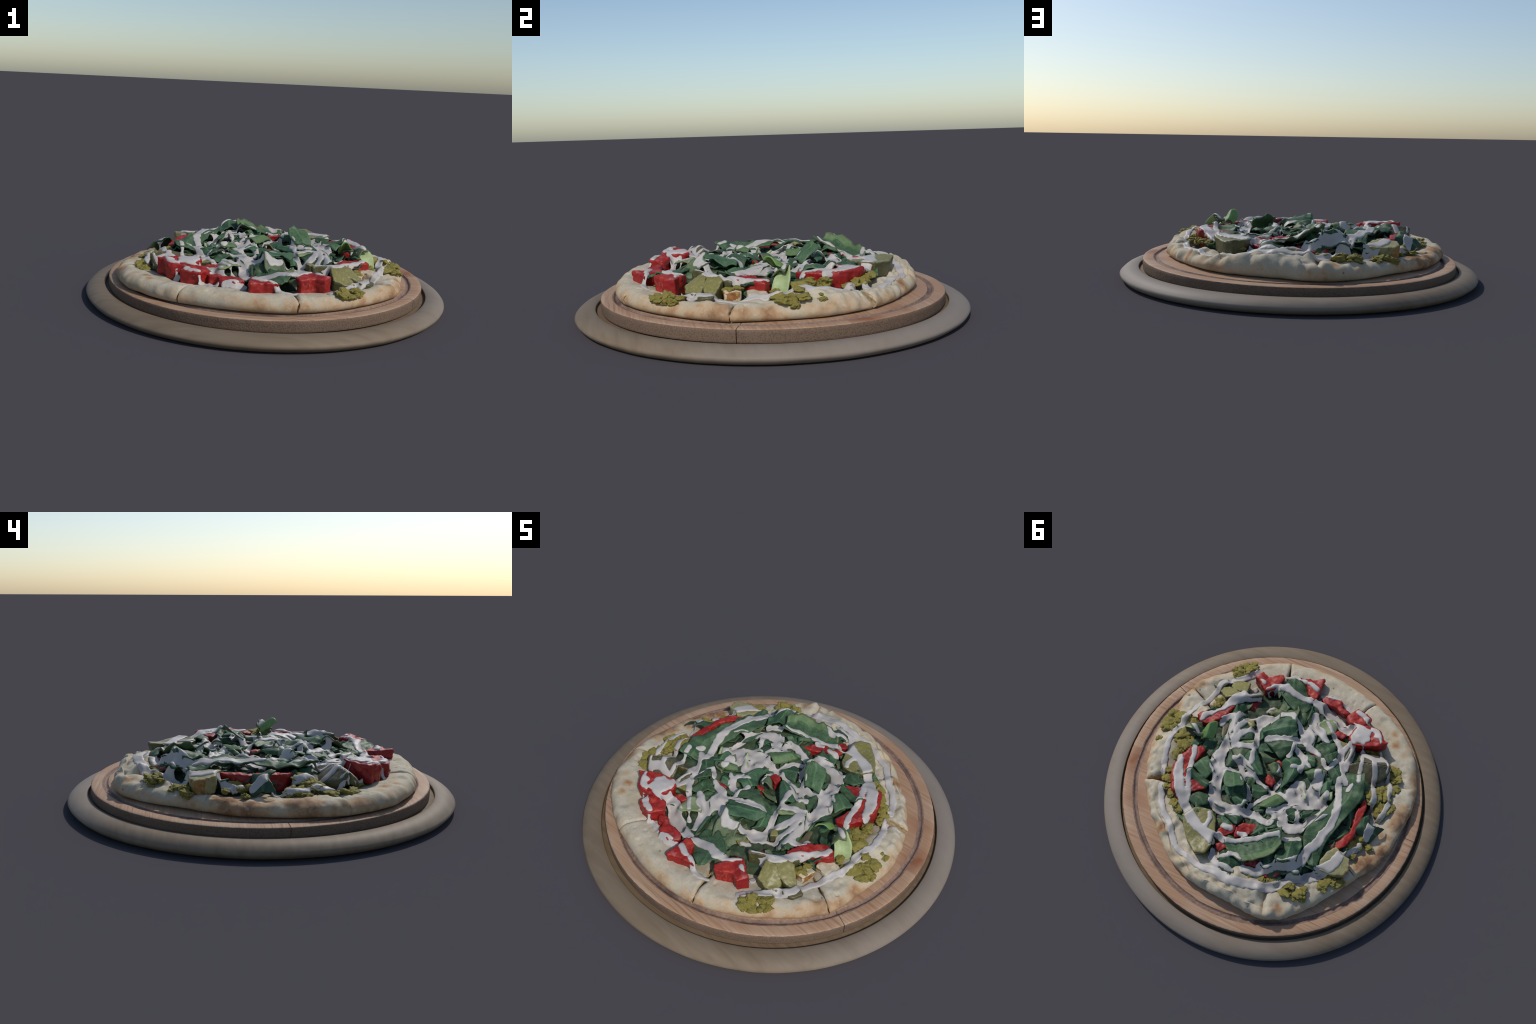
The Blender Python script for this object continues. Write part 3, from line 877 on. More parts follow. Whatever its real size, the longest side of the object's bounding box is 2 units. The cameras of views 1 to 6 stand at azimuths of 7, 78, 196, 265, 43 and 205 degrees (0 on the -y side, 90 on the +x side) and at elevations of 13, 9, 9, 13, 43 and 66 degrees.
lettuce('fresh', [((-0.007, 0.211, 0.278), (-0.076, 0.205, 0.281)), ((-0.036, 0.146, 0.271), (-0.112, 0.166, 0.281)), ((-0.072, 0.096, 0.266), (-0.144, 0.118, 0.275))], lift=0.012, ripple=0.003)
lettuce('mid', [((-0.003, 0.235, 0.261), (-0.021, 0.250, 0.262)), ((-0.054, 0.205, 0.262), (-0.057, 0.233, 0.264))], lift=0.012, ripple=0.006)
lettuce('dark', [((0.159, 0.224, 0.270), (0.139, 0.178, 0.270)), ((0.107, 0.258, 0.285), (0.092, 0.196, 0.280)), ((0.056, 0.261, 0.280), (0.045, 0.206, 0.275))], lift=0.012, ripple=0.006)
lettuce('dark', [((-0.482, 0.187, 0.236), (-0.446, 0.240, 0.240)), ((-0.489, 0.132, 0.237), (-0.519, 0.172, 0.228)), ((-0.522, 0.101, 0.229), (-0.537, 0.133, 0.226))], lift=0.012, ripple=0.008)
lettuce('dark', [((-0.481, 0.053, 0.233), (-0.492, -0.022, 0.230)), ((-0.503, 0.095, 0.233), (-0.526, 0.028, 0.226)), ((-0.520, 0.102, 0.230), (-0.522, 0.095, 0.229))], lift=0.012, ripple=0.006)
lettuce('dark', [((-0.555, 0.029, 0.258), (-0.587, -0.010, 0.272)), ((-0.556, 0.096, 0.245), (-0.616, 0.023, 0.268)), ((-0.603, 0.101, 0.210), (-0.663, 0.018, 0.240)), ((-0.650, 0.113, 0.180), (-0.698, -0.000, 0.205))], lift=0.012, ripple=0.006)
lettuce('dark', [((-0.188, 0.201, 0.272), (-0.203, 0.153, 0.266)), ((-0.226, 0.201, 0.276), (-0.243, 0.133, 0.265))], lift=0.012, ripple=0.006)
lettuce('dark', [((-0.259, 0.192, 0.294), (-0.266, 0.126, 0.283)), ((-0.300, 0.140, 0.285), (-0.303, 0.088, 0.277))], lift=0.012, ripple=0.006)
lettuce('pale', [((-0.319, 0.014, 0.260), (-0.308, -0.023, 0.259)), ((-0.366, -0.006, 0.254), (-0.346, -0.060, 0.259))], lift=0.012, ripple=0.006)
lettuce('dark', [((-0.150, 0.445, 0.279), (-0.200, 0.393, 0.297)), ((-0.191, 0.505, 0.254), (-0.241, 0.453, 0.273))], lift=0.012, ripple=0.006)
lettuce('dark', [((-0.267, -0.063, 0.256), (-0.317, -0.123, 0.258)), ((-0.294, -0.006, 0.250), (-0.344, -0.055, 0.249))], lift=0.012, ripple=0.006)
lettuce('dull', [((0.055, -0.043, 0.272), (-0.010, -0.071, 0.280)), ((0.024, -0.015, 0.272), (-0.030, -0.042, 0.272)), ((0.005, 0.001, 0.260), (-0.036, -0.007, 0.260))], lift=0.012, ripple=0.006)
lettuce('dark', [((-0.496, -0.095, 0.253), (-0.532, -0.127, 0.247)), ((-0.490, -0.048, 0.242), (-0.537, -0.079, 0.238))], lift=0.006, ripple=0.006)
lettuce('mid', [((-0.115, 0.305, 0.282), (-0.156, 0.299, 0.291)), ((-0.132, 0.273, 0.280), (-0.177, 0.276, 0.289))], lift=0.012, ripple=0.006)
lettuce('dark', [((0.198, -0.227, 0.222), (0.158, -0.301, 0.243)), ((0.167, -0.166, 0.244), (0.143, -0.189, 0.247))], lift=0.012, ripple=0.006)
lettuce('dark', [((-0.013, -0.490, 0.224), (-0.014, -0.540, 0.207)), ((-0.025, -0.385, 0.265), (-0.041, -0.441, 0.240))], lift=0.006, ripple=0.006)
lettuce('mid', [((0.149, 0.245, 0.268), (0.137, 0.203, 0.268)), ((0.104, 0.223, 0.268), (0.097, 0.183, 0.268))], lift=0.012, ripple=0.006)
# --- tomato
tomato([(0.521, 0.108, 0.268), (0.490, 0.038, 0.268), (0.434, 0.013, 0.260), (0.412, 0.027, 0.260), (0.431, 0.125, 0.262), (0.429, 0.180, 0.262), (0.377, 0.222, 0.262), (0.297, 0.243, 0.262), (0.368, 0.302, 0.262), (0.370, 0.323, 0.245), (0.367, 0.393, 0.236), (0.433, 0.352, 0.252), (0.467, 0.336, 0.268), (0.506, 0.283, 0.268), (0.536, 0.205, 0.268)], thick=0.085)
tomato([(0.575, -0.153, 0.245), (0.552, -0.182, 0.254), (0.488, -0.229, 0.250), (0.427, -0.295, 0.255), (0.392, -0.297, 0.255), (0.419, -0.195, 0.260), (0.487, -0.122, 0.250), (0.543, -0.120, 0.250)], thick=0.075)
tomato([(0.385, -0.531, 0.258), (0.352, -0.588, 0.250), (0.303, -0.568, 0.252), (0.237, -0.618, 0.248), (0.212, -0.597, 0.250), (0.239, -0.500, 0.252), (0.283, -0.469, 0.255), (0.338, -0.507, 0.260)], thick=0.085)
tomato([(0.138, -0.657, 0.232), (0.063, -0.676, 0.235), (-0.003, -0.708, 0.237), (-0.016, -0.623, 0.240), (-0.014, -0.561, 0.235), (-0.000, -0.540, 0.235), (0.046, -0.575, 0.235), (0.082, -0.626, 0.235)], thick=0.075)
tomato([(-0.038, -0.595, 0.215), (-0.082, -0.634, 0.215), (-0.155, -0.623, 0.220), (-0.182, -0.579, 0.225), (-0.224, -0.585, 0.225), (-0.235, -0.559, 0.225), (-0.194, -0.541, 0.230), (-0.140, -0.563, 0.228), (-0.061, -0.563, 0.225)], thick=0.055)
tomato([(-0.218, -0.535, 0.245), (-0.265, -0.605, 0.242), (-0.322, -0.601, 0.243), (-0.369, -0.587, 0.245), (-0.363, -0.547, 0.250), (-0.326, -0.495, 0.255), (-0.256, -0.500, 0.252)], thick=0.075)
tomato([(-0.312, -0.514, 0.260), (-0.374, -0.529, 0.258), (-0.417, -0.532, 0.262), (-0.450, -0.524, 0.265), (-0.480, -0.478, 0.270), (-0.517, -0.468, 0.276), (-0.479, -0.427, 0.270), (-0.400, -0.387, 0.270), (-0.337, -0.364, 0.268), (-0.288, -0.412, 0.265)], thick=0.085)
tomato([(-0.203, -0.397, 0.238), (-0.218, -0.434, 0.238), (-0.287, -0.428, 0.234), (-0.264, -0.390, 0.234)], thick=0.06)
tomato([(0.382, -0.320, 0.225), (0.328, -0.367, 0.225), (0.272, -0.422, 0.225), (0.257, -0.367, 0.205), (0.323, -0.308, 0.205)], thick=0.06)
tomato([(0.126, 0.427, 0.260), (0.103, 0.376, 0.262), (0.043, 0.363, 0.262), (0.036, 0.399, 0.258), (0.071, 0.442, 0.250), (0.108, 0.445, 0.255)], thick=0.05)
tomato([(0.043, 0.362, 0.258), (0.008, 0.324, 0.258), (-0.054, 0.305, 0.258), (-0.111, 0.297, 0.258), (-0.037, 0.380, 0.250), (0.028, 0.429, 0.250)], thick=0.05)
tomato([(0.113, 0.497, 0.235), (0.061, 0.468, 0.240), (0.038, 0.496, 0.240), (0.064, 0.531, 0.230)], thick=0.05)
tomato([(-0.081, 0.531, 0.235), (-0.132, 0.480, 0.240), (-0.180, 0.436, 0.240), (-0.220, 0.462, 0.235), (-0.176, 0.515, 0.225), (-0.111, 0.536, 0.225)], thick=0.05)
tomato([(-0.187, 0.542, 0.225), (-0.226, 0.485, 0.230), (-0.301, 0.472, 0.225), (-0.267, 0.523, 0.215), (-0.233, 0.542, 0.215)], thick=0.05)
tomato([(-0.188, 0.510, 0.230), (-0.225, 0.487, 0.232), (-0.301, 0.477, 0.230), (-0.270, 0.523, 0.215), (-0.222, 0.547, 0.215)], thick=0.05)
tomato([(-0.526, -0.102, 0.250), (-0.557, -0.066, 0.250), (-0.563, 0.028, 0.250), (-0.565, 0.117, 0.250), (-0.541, 0.208, 0.250), (-0.493, 0.260, 0.250), (-0.452, 0.241, 0.250), (-0.494, 0.192, 0.250), (-0.530, 0.128, 0.250), (-0.529, 0.065, 0.250), (-0.516, 0.013, 0.250)], thick=0.08)
tomato([(0.032, 0.000, 0.245), (-0.026, 0.018, 0.245), (-0.028, 0.063, 0.245), (0.022, 0.055, 0.240)], thick=0.06)
tomato([(0.033, -0.071, 0.250), (0.008, -0.102, 0.250), (-0.032, -0.072, 0.250), (-0.003, -0.056, 0.240)], thick=0.05)
tomato([(-0.122, -0.206, 0.245), (-0.182, -0.224, 0.245), (-0.201, -0.158, 0.245), (-0.160, -0.150, 0.245)], thick=0.05)
# --- pickle
pickle([(0.548, -0.380, 0.200), (0.537, -0.406, 0.205), (0.501, -0.420, 0.215), (0.396, -0.415, 0.258), (0.423, -0.346, 0.276), (0.472, -0.323, 0.258)], thick=0.07)
pickle([(0.491, -0.424, 0.212), (0.499, -0.467, 0.205), (0.449, -0.495, 0.205), (0.389, -0.493, 0.225), (0.364, -0.405, 0.278), (0.423, -0.392, 0.268)], thick=0.07)
pickle([(0.597, -0.391, 0.205), (0.577, -0.446, 0.205), (0.524, -0.464, 0.212), (0.510, -0.436, 0.212), (0.548, -0.375, 0.208)], thick=0.03, dark=True)
pickle([(0.211, -0.360, 0.222), (0.199, -0.419, 0.222), (0.132, -0.397, 0.225), (0.177, -0.351, 0.225)], thick=0.05)
pickle([(0.470, -0.285, 0.245), (0.450, -0.327, 0.258), (0.407, -0.361, 0.276), (0.280, -0.450, 0.282), (0.264, -0.425, 0.275), (0.330, -0.385, 0.266), (0.411, -0.321, 0.245), (0.449, -0.278, 0.240)], thick=0.07, dark=True)
pickle([(0.342, 0.441, 0.262), (0.308, 0.493, 0.258), (0.252, 0.554, 0.250), (0.180, 0.602, 0.265), (0.124, 0.583, 0.268), (0.115, 0.519, 0.262), (0.128, 0.450, 0.258), (0.162, 0.375, 0.260), (0.198, 0.344, 0.262), (0.254, 0.345, 0.262), (0.306, 0.372, 0.265)], thick=0.075)
pickle([(-0.450, 0.337, 0.250), (-0.467, 0.276, 0.258), (-0.499, 0.228, 0.264), (-0.541, 0.252, 0.262), (-0.593, 0.259, 0.260), (-0.615, 0.316, 0.245), (-0.601, 0.355, 0.235), (-0.548, 0.379, 0.235), (-0.466, 0.387, 0.240)], thick=0.075, chicken=True)
pickle([(-0.355, -0.250, 0.245), (-0.404, -0.289, 0.260), (-0.484, -0.307, 0.277), (-0.586, -0.346, 0.262), (-0.592, -0.304, 0.225), (-0.552, -0.235, 0.205), (-0.462, -0.187, 0.200), (-0.384, -0.207, 0.215)], thick=0.05, dark=True)
pickle([(-0.386, -0.341, 0.225), (-0.455, -0.393, 0.215), (-0.538, -0.401, 0.205), (-0.586, -0.347, 0.260), (-0.485, -0.305, 0.275), (-0.405, -0.285, 0.268)], thick=0.045, dark=True)
pickle([(-0.232, -0.369, 0.245), (-0.319, -0.381, 0.236), (-0.340, -0.326, 0.235), (-0.322, -0.279, 0.235), (-0.288, -0.289, 0.245)], thick=0.05)
pickle([(-0.320, -0.372, 0.238), (-0.359, -0.359, 0.238), (-0.360, -0.307, 0.242), (-0.344, -0.241, 0.245), (-0.320, -0.268, 0.242)], thick=0.05, dark=True)
pickle([(0.411, -0.170, 0.230), (0.400, -0.228, 0.225), (0.367, -0.194, 0.225), (0.362, -0.100, 0.235), (0.385, -0.089, 0.235)], thick=0.07, dark=True)
pickle([(0.294, -0.242, 0.240), (0.257, -0.274, 0.240), (0.232, -0.237, 0.240), (0.249, -0.212, 0.240)], thick=0.05)
# --- chicken
chicken([(0.632, -0.168, 0.205), (0.594, -0.239, 0.210), (0.523, -0.231, 0.212), (0.524, -0.199, 0.210), (0.574, -0.147, 0.210), (0.602, -0.143, 0.205)], thick=0.05)
chicken([(0.550, -0.259, 0.212), (0.535, -0.334, 0.212), (0.484, -0.330, 0.215), (0.475, -0.301, 0.215), (0.502, -0.249, 0.212)], thick=0.05)
# --- herbed filling
filling([(0.520, -0.558, 0.169, 0.019), (0.498, -0.587, 0.168, 0.021), (0.473, -0.610, 0.168, 0.021), (0.440, -0.630, 0.168, 0.020), (0.419, -0.614, 0.171, 0.018), (0.444, -0.579, 0.173, 0.023), (0.479, -0.551, 0.173, 0.021), (0.501, -0.521, 0.173, 0.018), (0.447, -0.608, 0.170, 0.019), (0.502, -0.559, 0.170, 0.015)])
filling([(0.715, -0.109, 0.178, 0.023), (0.738, -0.062, 0.176, 0.019), (0.708, -0.022, 0.179, 0.026), (0.681, -0.061, 0.186, 0.028), (0.666, -0.107, 0.190, 0.028), (0.656, -0.025, 0.197, 0.020), (0.715, -0.076, 0.178, 0.020)])
filling([(0.719, 0.062, 0.183, 0.013), (0.698, 0.061, 0.185, 0.009)])
filling([(0.552, 0.060, 0.240, 0.026), (0.546, 0.122, 0.243, 0.023), (0.521, 0.049, 0.247, 0.023)])
filling([(0.598, -0.007, 0.215, 0.033), (0.600, 0.032, 0.214, 0.018), (0.558, 0.051, 0.228, 0.023), (0.557, 0.128, 0.230, 0.020), (0.558, 0.089, 0.228, 0.019), (0.543, 0.013, 0.232, 0.023)])
filling([(0.563, 0.224, 0.216, 0.023), (0.549, 0.259, 0.218, 0.020), (0.515, 0.307, 0.220, 0.017), (0.474, 0.337, 0.222, 0.018), (0.520, 0.276, 0.227, 0.018)])
filling([(0.426, 0.380, 0.228, 0.021), (0.388, 0.408, 0.228, 0.020), (0.468, 0.347, 0.231, 0.016), (0.412, 0.396, 0.227, 0.017)])
filling([(0.496, -0.307, 0.221, 0.024), (0.501, -0.261, 0.226, 0.017), (0.575, -0.118, 0.219, 0.020), (0.618, -0.137, 0.201, 0.018)])
filling([(-0.442, -0.418, 0.191, 0.028), (-0.476, -0.391, 0.194, 0.023), (-0.416, -0.409, 0.196, 0.020), (-0.500, -0.403, 0.188, 0.018)])
filling([(-0.621, -0.347, 0.173, 0.023), (-0.642, -0.316, 0.173, 0.023), (-0.604, -0.369, 0.173, 0.018), (-0.604, -0.319, 0.181, 0.020)])
filling([(-0.540, -0.134, 0.248, 0.027), (-0.567, -0.165, 0.235, 0.030), (-0.599, -0.199, 0.215, 0.030), (-0.632, -0.233, 0.196, 0.027), (-0.661, -0.261, 0.184, 0.021), (-0.586, -0.148, 0.226, 0.028), (-0.620, -0.179, 0.208, 0.028)])
filling([(-0.598, -0.177, 0.208, 0.028), (-0.551, -0.113, 0.232, 0.026), (-0.561, -0.155, 0.229, 0.026), (-0.614, -0.208, 0.196, 0.020)])
filling([(-0.623, -0.107, 0.201, 0.030), (-0.669, -0.123, 0.183, 0.027), (-0.649, -0.063, 0.193, 0.021), (-0.622, -0.070, 0.203, 0.023), (-0.684, -0.142, 0.176, 0.017)])
filling([(-0.569, 0.160, 0.217, 0.023), (-0.596, 0.122, 0.210, 0.023), (-0.656, 0.130, 0.187, 0.018), (-0.602, 0.218, 0.198, 0.016), (-0.599, 0.153, 0.206, 0.020), (-0.553, 0.186, 0.220, 0.018)])
filling([(-0.364, 0.519, 0.218, 0.023), (-0.359, 0.562, 0.204, 0.027), (-0.423, 0.539, 0.196, 0.026), (-0.453, 0.557, 0.188, 0.019), (-0.439, 0.507, 0.202, 0.016), (-0.414, 0.582, 0.189, 0.010), (-0.341, 0.536, 0.218, 0.014), (-0.439, 0.551, 0.190, 0.020)])
filling([(-0.522, 0.433, 0.198, 0.027), (-0.552, 0.393, 0.199, 0.020), (-0.582, 0.398, 0.190, 0.023), (-0.606, 0.381, 0.188, 0.017), (-0.539, 0.462, 0.189, 0.011), (-0.535, 0.403, 0.202, 0.017)])
filling([(-0.249, 0.541, 0.213, 0.015), (-0.279, 0.527, 0.213, 0.017), (-0.122, 0.569, 0.214, 0.018), (-0.151, 0.563, 0.215, 0.015)])
filling([(-0.251, 0.540, 0.213, 0.018), (-0.279, 0.531, 0.211, 0.017), (-0.208, 0.561, 0.210, 0.015)])
filling([(0.132, 0.575, 0.228, 0.014)])
# --- sauce drizzles: x, y, half width
drizzle([(0.555, -0.380, 0.019), (0.571, -0.320, 0.019), (0.598, -0.258, 0.019), (0.623, -0.191, 0.019), (0.638, -0.130, 0.019), (0.628, -0.071, 0.019), (0.638, -0.002, 0.019), (0.647, 0.046, 0.019), (0.634, 0.100, 0.019), (0.618, 0.158, 0.019), (0.594, 0.213, 0.019), (0.578, 0.251, 0.019)])
drizzle([(0.385, -0.597, 0.021), (0.437, -0.531, 0.021), (0.499, -0.473, 0.021), (0.546, -0.432, 0.021), (0.555, -0.380, 0.021)])
drizzle([(0.557, 0.315, 0.020), (0.527, 0.362, 0.020), (0.521, 0.379, 0.020), (0.491, 0.423, 0.020), (0.454, 0.458, 0.020)])
drizzle([(0.454, 0.458, 0.020), (0.417, 0.482, 0.020), (0.378, 0.521, 0.020), (0.350, 0.552, 0.019), (0.319, 0.587, 0.019), (0.268, 0.608, 0.021), (0.197, 0.622, 0.022), (0.142, 0.641, 0.021), (0.077, 0.638, 0.023), (0.023, 0.637, 0.026), (-0.036, 0.645, 0.028), (-0.106, 0.633, 0.028), (-0.176, 0.611, 0.030), (-0.247, 0.592, 0.028), (-0.295, 0.559, 0.026), (-0.328, 0.518, 0.020)])
drizzle([(0.523, 0.129, 0.018), (0.502, 0.185, 0.028), (0.470, 0.246, 0.033), (0.443, 0.291, 0.033), (0.409, 0.332, 0.033), (0.417, 0.328, 0.031), (0.374, 0.365, 0.031), (0.326, 0.400, 0.031), (0.286, 0.432, 0.036), (0.226, 0.461, 0.031), (0.171, 0.479, 0.028), (0.132, 0.500, 0.026)])
drizzle([(0.483, 0.036, 0.017), (0.457, 0.088, 0.017), (0.444, 0.153, 0.017), (0.423, 0.212, 0.017), (0.394, 0.269, 0.017), (0.366, 0.336, 0.017), (0.372, 0.342, 0.017)])
drizzle([(0.209, 0.360, 0.016), (0.193, 0.395, 0.016), (0.195, 0.435, 0.016), (0.205, 0.457, 0.016)])
drizzle([(0.205, 0.457, 0.018), (0.137, 0.459, 0.018)])
drizzle([(0.338, -0.070, 0.023), (0.325, -0.013, 0.031), (0.327, 0.038, 0.046), (0.315, 0.076, 0.048), (0.278, 0.120, 0.043), (0.265, 0.175, 0.038), (0.249, 0.227, 0.038)])
drizzle([(0.265, 0.197, 0.038), (0.239, 0.256, 0.038), (0.208, 0.294, 0.041), (0.158, 0.302, 0.041), (0.097, 0.290, 0.038), (0.036, 0.269, 0.033), (-0.023, 0.264, 0.026), (-0.067, 0.274, 0.023), (-0.110, 0.273, 0.020), (-0.124, 0.223, 0.018)])
drizzle([(0.336, -0.278, 0.019), (0.347, -0.220, 0.019), (0.347, -0.154, 0.019), (0.339, -0.083, 0.019)])
drizzle([(0.297, -0.247, 0.017), (0.313, -0.177, 0.017), (0.307, -0.122, 0.017)])
drizzle([(0.242, -0.210, 0.020), (0.274, -0.158, 0.023), (0.289, -0.110, 0.026), (0.303, -0.049, 0.031)])
drizzle([(0.291, 0.105, 0.014), (0.235, 0.080, 0.014), (0.171, 0.072, 0.014), (0.107, 0.054, 0.014), (0.042, 0.070, 0.014), (-0.023, 0.086, 0.014), (-0.083, 0.095, 0.014), (-0.107, 0.086, 0.014)])
drizzle([(0.242, 0.003, 0.017), (0.203, 0.021, 0.017), (0.160, 0.060, 0.017), (0.131, 0.106, 0.017), (0.093, 0.136, 0.017), (0.066, 0.166, 0.017), (0.058, 0.171, 0.017), (0.058, 0.226, 0.017), (0.054, 0.266, 0.017)])
drizzle([(0.217, -0.016, 0.015), (0.156, 0.013, 0.015), (0.093, 0.047, 0.015)])
drizzle([(0.165, -0.106, 0.010), (0.159, -0.072, 0.015), (0.146, -0.035, 0.017), (0.138, -0.003, 0.014)])
drizzle([(-0.052, 0.088, 0.014), (-0.022, 0.142, 0.014), (0.009, 0.190, 0.014), (0.042, 0.236, 0.014)])
drizzle([(-0.088, 0.083, 0.023), (-0.123, 0.097, 0.023)])
drizzle([(0.299, -0.051, 0.020), (0.234, -0.082, 0.020), (0.174, -0.112, 0.021), (0.179, -0.155, 0.018), (0.205, -0.219, 0.018), (0.207, -0.258, 0.020), (0.210, -0.287, 0.036), (0.207, -0.305, 0.046), (0.164, -0.324, 0.031)])
drizzle([(0.164, -0.324, 0.019), (0.129, -0.349, 0.019), (0.075, -0.380, 0.019), (0.112, -0.368, 0.019), (0.061, -0.394, 0.019)])
drizzle([(0.047, -0.376, 0.023), (-0.004, -0.343, 0.023), (-0.040, -0.317, 0.023), (-0.063, -0.292, 0.023)])
drizzle([(0.302, -0.269, 0.010), (0.255, -0.293, 0.010), (0.217, -0.313, 0.010)])
drizzle([(0.128, -0.182, 0.019), (0.068, -0.211, 0.019), (0.007, -0.239, 0.019), (0.009, -0.238, 0.019), (-0.030, -0.253, 0.019)])
drizzle([(-0.054, -0.476, 0.023), (-0.077, -0.412, 0.031), (-0.084, -0.358, 0.038), (-0.088, -0.300, 0.041), (-0.096, -0.258, 0.026), (-0.115, -0.243, 0.026), (-0.147, -0.236, 0.020), (-0.192, -0.223, 0.013)])
drizzle([(-0.093, -0.363, 0.033), (-0.130, -0.370, 0.031), (-0.164, -0.347, 0.026), (-0.194, -0.331, 0.013)])
drizzle([(-0.031, -0.251, 0.018), (-0.059, -0.264, 0.018), (-0.087, -0.279, 0.018)])
drizzle([(-0.033, -0.235, 0.013), (-0.034, -0.210, 0.013), (-0.038, -0.165, 0.013), (-0.033, -0.134, 0.013)])
drizzle([(-0.059, -0.193, 0.018), (-0.098, -0.182, 0.023), (-0.127, -0.159, 0.023), (-0.131, -0.125, 0.018), (-0.126, -0.089, 0.015)])
drizzle([(-0.129, -0.153, 0.013), (-0.167, -0.132, 0.013)])
drizzle([(-0.078, -0.089, 0.014), (-0.095, -0.096, 0.014)])
drizzle([(-0.227, -0.121, 0.023), (-0.236, -0.092, 0.023)])
drizzle([(-0.025, -0.541, 0.026), (-0.086, -0.534, 0.036), (-0.168, -0.506, 0.041), (-0.228, -0.475, 0.043), (-0.279, -0.466, 0.046), (-0.325, -0.469, 0.043), (-0.371, -0.472, 0.036)])
drizzle([(-0.264, -0.599, 0.024), (-0.311, -0.584, 0.024)])
drizzle([(-0.344, -0.562, 0.024), (-0.389, -0.540, 0.024), (-0.415, -0.514, 0.024), (-0.461, -0.493, 0.024)])
drizzle([(-0.318, -0.417, 0.026), (-0.360, -0.417, 0.031), (-0.387, -0.433, 0.028)])
drizzle([(-0.436, -0.470, 0.016), (-0.473, -0.493, 0.016)])
drizzle([(-0.033, -0.614, 0.018), (-0.063, -0.627, 0.021), (-0.103, -0.632, 0.021), (-0.137, -0.634, 0.015)])
drizzle([(-0.172, -0.622, 0.013), (-0.213, -0.606, 0.015), (-0.247, -0.596, 0.013)])
drizzle([(-0.114, -0.470, 0.013), (-0.171, -0.421, 0.013), (-0.205, -0.385, 0.013)])
drizzle([(0.063, -0.642, 0.015), (0.028, -0.631, 0.019), (0.005, -0.621, 0.019)])
drizzle([(0.336, -0.513, 0.020), (0.316, -0.515, 0.020)])
drizzle([(0.266, -0.482, 0.020), (0.216, -0.526, 0.023), (0.174, -0.551, 0.024), (0.241, -0.511, 0.024)])
drizzle([(0.241, -0.511, 0.024), (0.195, -0.539, 0.026), (0.134, -0.537, 0.026), (0.079, -0.533, 0.024), (0.017, -0.541, 0.021)])
drizzle([(0.219, -0.640, 0.009), (0.180, -0.659, 0.014), (0.139, -0.662, 0.015), (0.092, -0.640, 0.014)])
drizzle([(-0.218, -0.379, 0.017), (-0.258, -0.343, 0.017), (-0.303, -0.280, 0.017), (-0.336, -0.216, 0.017), (-0.373, -0.157, 0.017), (-0.396, -0.131, 0.017)])
drizzle([(-0.317, -0.381, 0.017), (-0.306, -0.339, 0.017), (-0.301, -0.285, 0.017)])
drizzle([(-0.335, -0.379, 0.018), (-0.352, -0.325, 0.018), (-0.351, -0.259, 0.018), (-0.357, -0.220, 0.018)])
drizzle([(-0.298, -0.277, 0.014), (-0.280, -0.204, 0.014), (-0.263, -0.166, 0.014), (-0.216, -0.208, 0.014)])
drizzle([(-0.383, -0.403, 0.015), (-0.411, -0.362, 0.018), (-0.439, -0.349, 0.020), (-0.492, -0.345, 0.024), (-0.544, -0.374, 0.020), (-0.575, -0.347, 0.018), (-0.591, -0.295, 0.016), (-0.628, -0.241, 0.017), (-0.640, -0.211, 0.016)])
drizzle([(-0.412, -0.332, 0.014), (-0.429, -0.281, 0.014), (-0.442, -0.214, 0.014), (-0.457, -0.163, 0.014)])
drizzle([(-0.483, -0.339, 0.018), (-0.524, -0.258, 0.018), (-0.539, -0.200, 0.018), (-0.575, -0.126, 0.018), (-0.572, -0.126, 0.018), (-0.583, -0.063, 0.018), (-0.609, -0.026, 0.018)])
drizzle([(-0.609, -0.026, 0.017), (-0.625, 0.005, 0.024), (-0.624, 0.052, 0.028), (-0.624, 0.095, 0.021)])
drizzle([(-0.468, -0.462, 0.010), (-0.501, -0.410, 0.012), (-0.523, -0.382, 0.014)])
drizzle([(-0.658, -0.143, 0.015), (-0.654, -0.085, 0.015), (-0.646, -0.038, 0.015)])
drizzle([(-0.639, -0.193, 0.011), (-0.650, -0.169, 0.011)])
drizzle([(-0.355, -0.137, 0.020), (-0.372, -0.088, 0.021), (-0.391, -0.046, 0.021)])
drizzle([(-0.373, -0.085, 0.021), (-0.397, -0.023, 0.023), (-0.416, 0.045, 0.024), (-0.425, 0.126, 0.024), (-0.409, 0.198, 0.026), (-0.400, 0.260, 0.028), (-0.374, 0.318, 0.028), (-0.365, 0.377, 0.031), (-0.332, 0.421, 0.031), (-0.290, 0.455, 0.026), (-0.249, 0.470, 0.020)])
drizzle([(-0.259, 0.465, 0.023), (-0.208, 0.514, 0.023), (-0.160, 0.546, 0.026), (-0.096, 0.559, 0.023)])
drizzle([(-0.431, -0.137, 0.009), (-0.427, -0.117, 0.014), (-0.422, -0.093, 0.011)])
drizzle([(-0.157, 0.056, 0.051), (-0.205, 0.087, 0.046), (-0.261, 0.067, 0.038), (-0.310, 0.031, 0.031), (-0.328, -0.027, 0.019)])
drizzle([(-0.165, -0.008, 0.046), (-0.163, 0.022, 0.056), (-0.169, 0.059, 0.056)])
drizzle([(-0.245, -0.119, 0.026), (-0.248, -0.066, 0.038), (-0.252, -0.013, 0.043), (-0.254, 0.040, 0.041)])
drizzle([(-0.158, 0.139, 0.023), (-0.119, 0.185, 0.020), (-0.077, 0.211, 0.019)])
